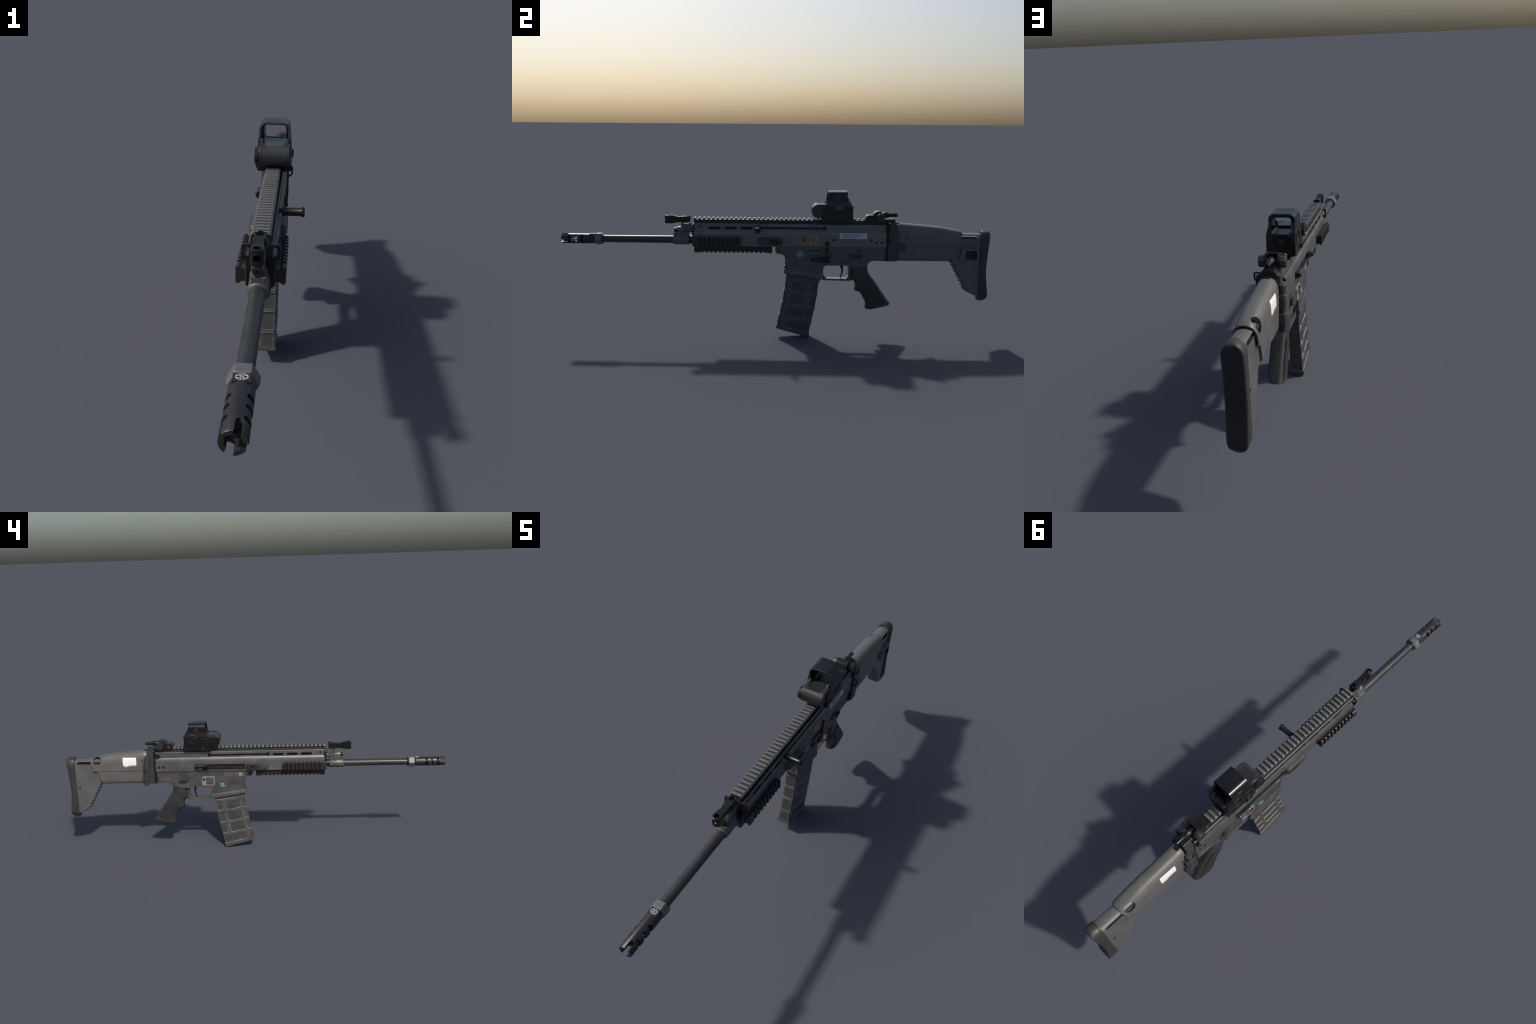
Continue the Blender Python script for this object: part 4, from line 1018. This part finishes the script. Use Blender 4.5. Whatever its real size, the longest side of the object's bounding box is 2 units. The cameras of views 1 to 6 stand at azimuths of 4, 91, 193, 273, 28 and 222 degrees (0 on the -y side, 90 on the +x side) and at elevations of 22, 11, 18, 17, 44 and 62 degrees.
obj("optic_ledge_line", strokes("l", [[(.2840, .5760), (.3020, .5655), (.3560, .5655)]], .0010, lambda u, v, h: (.0512 + h, u, v)), "optic_grey", obase)

# ------------------------------------------------------------------ rear sight
rs = obj("rear_sight_base", prism_x("b", fillet([(.4195, .5570), (.4195, .5740), (.4250, .5840), (.4330, .5875), (.4560, .5875), (.4610, .5840), (.4610, .5570)], [.001, .004, .004, .003, .002, .002, .001], 2), -.0265, .0265), "sight", None, .0014,
         cuts=[bar((-.03, .4395, .5862), (.03, .4420, .60))])
disc_x("rear_sight_screw", .4435, .5714, .0062, .026, .0278, "sight", rs, 20, .0006, cuts=[lathe("c", [(.027, .0032), (.03, .0032)], 'x', (.4435, .5714), 6)])
disc_x("rear_sight_screw", .4435, .5714, .0055, -.026, -.0278, "gas", rs, 20, .0006)
yoke = obj("rear_sight_yoke", prism_x("y", fillet([(.4550, .5560), (.4550, .5900), (.4620, .6005), (.4720, .6050), (.4860, .6055), (.4960, .6000), (.5060, .5860), (.5060, .5560)], [0, .01, .008, .008, .01, .01, .01, 0], 3), -.0255, .0255), "sight", rs, .0014,
           cuts=[prism_x("c", fillet([(.4700, .5600), (.4700, .5900), (.4780, .5985), (.4900, .5985), (.53, .5900), (.53, .5600)], .004, 3), -.0175, .0175), bar((-.0175, .4850, .58), (.0175, .53, .62))])
def knob(s):
    seg = 64
    rings = []
    for x, k_ in ((.0240, .90), (.0262, 1.0), (.0430, 1.0), (.0455, .93)):
        rings.append([(s * x, .4872 + k_ * (.0192 + .0009 * math.cos(8 * t)) * math.cos(t + .39), .5780 + k_ * (.0192 + .0009 * math.cos(8 * t)) * math.sin(t + .39)) for t in [2 * PI * i / seg for i in range(seg)]])
    return obj("windage_knob", loft_mesh("k", rings), "knob", rs, angle=35, cuts=[lathe("c", [(s * .0290, .0045), (s * .0400, .0045)], 'z', (0, 0), 6)] if False else ())
for s in (1, -1): 
    kk = knob(s)
    disc_x("knob_ring", .4872, .5780, .0165, s * .0235, s * .0262, "optic_grey", kk, 32, .0006)
rt = lathe("aperture_tube", [(.4760, .0072), (.4940, .0082), (.5020, .0120), (.5060, .0132), (.5200, .0132), (.5270, .0112), (.5300, .0096), (.5340, .0088), (.5560, .0085), (.5685, .0085), (.5690, .0078), (.5690, .0045), (.5500, .0040)], 'y', (0, .5868), 32)
obj("aperture_tube", rt, "sight", rs, angle=35, cuts=[bar((-.0022, .548, .5895), (.0022, .58, .61))])
obj("aperture_axle", lathe("a", [(-.024, .006), (.024, .006)], 'x', (.4872, .5790), 18), "sight", rs)

# ------------------------------------------------------------------ paint marks, stickers, lettering
def on_right(x): return lambda u, v, h: (x + h, u, v)
def on_left(x): return lambda u, v, h: (-x - h, -u, v)
def curve2(P, n=8):
    return [lerp_curve(P, i / (n * (len(P) - 1))) for i in range(n * (len(P) - 1) + 1)]
obj("painted_number", strokes("n", [[(.1642, .4914), (.1660, .4780), (.1702, .4481)],
                                    curve2([(.1755, .4815), (.1790, .4868), (.1878, .4888), (.1955, .4850), (.1962, .4770), (.1915, .4670), (.1826, .4545)], 4) + [(.2010, .4546)]], .0054, on_right(.0354)), "orange", upper)
obj("painted_number", strokes("n", [[(-.1795, .3685), (-.1738, .3490)], curve2([(-.1715, .3635), (-.1655, .3680), (-.1620, .3625), (-.1655, .3560), (-.1705, .3505)], 4) + [(-.1620, .3505), (-.1530, .3535)]],
                              .0040, on_left(.0290), .0005), "teal", lower)
lab = obj("barcode_label", prism_x("l", slot_yz(.3015, .4284, .4785, .5048, .002, 2), .0350, .0359), "label", upper)
for v in lab.data.vertices:                          # follow the shoulder of the receiver
    if v.co.z > .4930: v.co.x -= (v.co.z - .4930) * .085
random.seed(4)
ms = []; y = .3140
while y < .3960:
    w = random.choice((.0008, .0008, .0014, .0022))
    ms.append(prism_x("b", [(y, .4880), (y + w, .4880), (y + w, .5020), (y, .5020)], .0350, .03615))
    y += w + random.choice((.0010, .0012, .0020, .0030))
for m_ in ms:
    for v in m_.vertices:
        if v.co.z > .4930: v.co.x -= (v.co.z - .4930) * .085
bc = obj("barcode_bars", join_meshes("b", ms), "ink", lab); bc["kind"] = "stuff"
obj("barcode_line", prism_x("b", [(.3070, .4825), (.3740, .4825), (.3740, .4848), (.3070, .4848)], .0350, .03610), "ink", lab)

def text(name, body, size, left_y, z, side, x, mat, parent, width=None):
    cu = bpy.data.curves.new("t", 'FONT'); cu.body = body; cu.size = size; cu.extrude = .0003
    cu.resolution_u = 2
    o = bpy.data.objects.new("t", cu); COL.objects.link(o)
    dg = bpy.context.evaluated_depsgraph_get(); dg.update()
    me = bpy.data.meshes.new_from_object(o.evaluated_get(dg))
    bpy.data.objects.remove(o)
    wx = max(v.co.x for v in me.vertices) if len(me.vertices) else 1
    k_ = (width / wx) if width else 1
    for v in me.vertices:
        u, w, h = v.co.x * k_, v.co.y, v.co.z
        v.co = (side * (x + h), left_y + side * u, z + w)
    me.materials.clear()
    return obj(name, me, mat, parent, wn=False)
text("engraved_text", "FN HERSTAL BELGIUM", .0085, .3186, .5315, 1, .0288, "etch_dim", upper, .0890)
text("engraved_text", "SCAR 17S cal. 7.62x51", .0085, .3188, .5220, 1, .0288, "etch_dim", upper, .0920)
text("serial_number", "HC52458", .0085, .4542, .5228, 1, .0288, "etch_dim", upper, .0385)
text("selector_letter", "1", .009, .3290, .3955, -1, .0290, "pale_mark", lower)
# instruction block on the left of the magazine well
for k, (body_, w) in enumerate((("READ MANUAL", .0480), ("BEFORE USE OF", .0480), ("THIS FIREARM TO BE SAFE", .0640))):
    text("instruction_text", body_, .0062, .1570, .4225 - k * .0075, -1, .0290, "tan_mark", lower, w)
hat = []
for k in range(6):
    u = -.1060 + k * .0055
    hat.append([(u, .4275), (u + .0135, .4060)])
for k in range(3):
    u = -.0660 + k * .0050
    hat.append([(u, .4275), (u + .0110, .4070)])
st = obj("hatch_marks", strokes("h", hat, .0013, on_left(.0290), .0003), "tan_mark", lower); st["kind"] = "stuff"
obj("pale_square", prism_x("s", slot_yz(.0610, .0790, .4070, .4270, .003, 3), -.0285, -.0294), "pale_mark", lower)

for o in list(COL.objects):
    if o.type == 'CURVE' or o.name.startswith("tmp"): bpy.data.objects.remove(o)

# ------------------------------------------------------------------ keep the tree to rifle > part > piece
PARTS = {"top_rail", "bottom_rail", "side_rail", "charging_handle", "side_boss", "front_plate", "end_plate", "hinge_pin", "muzzle_brake", "front_sight",
         "front_sight_base", "magazine_well_lip", "catch_frame", "selector", "butt_pad", "strap_loop", "battery_housing", "battery_cap", "optic_mount", "optic_rear_plate",
         "case_deflector", "barcode_label", "takedown_detent", "magazine_floor_plate", "grip_panel", "stock_button_frame", "stock_lower_body", "windage_knob"}
for o in COL.objects:
    if o is not root and o.name.split(".")[0] in PARTS: o.parent = root
def depth(o):
    return 0 if o.parent is None else 1 + depth(o.parent)
for o in COL.objects:
    while depth(o) > 2: o.parent = o.parent.parent
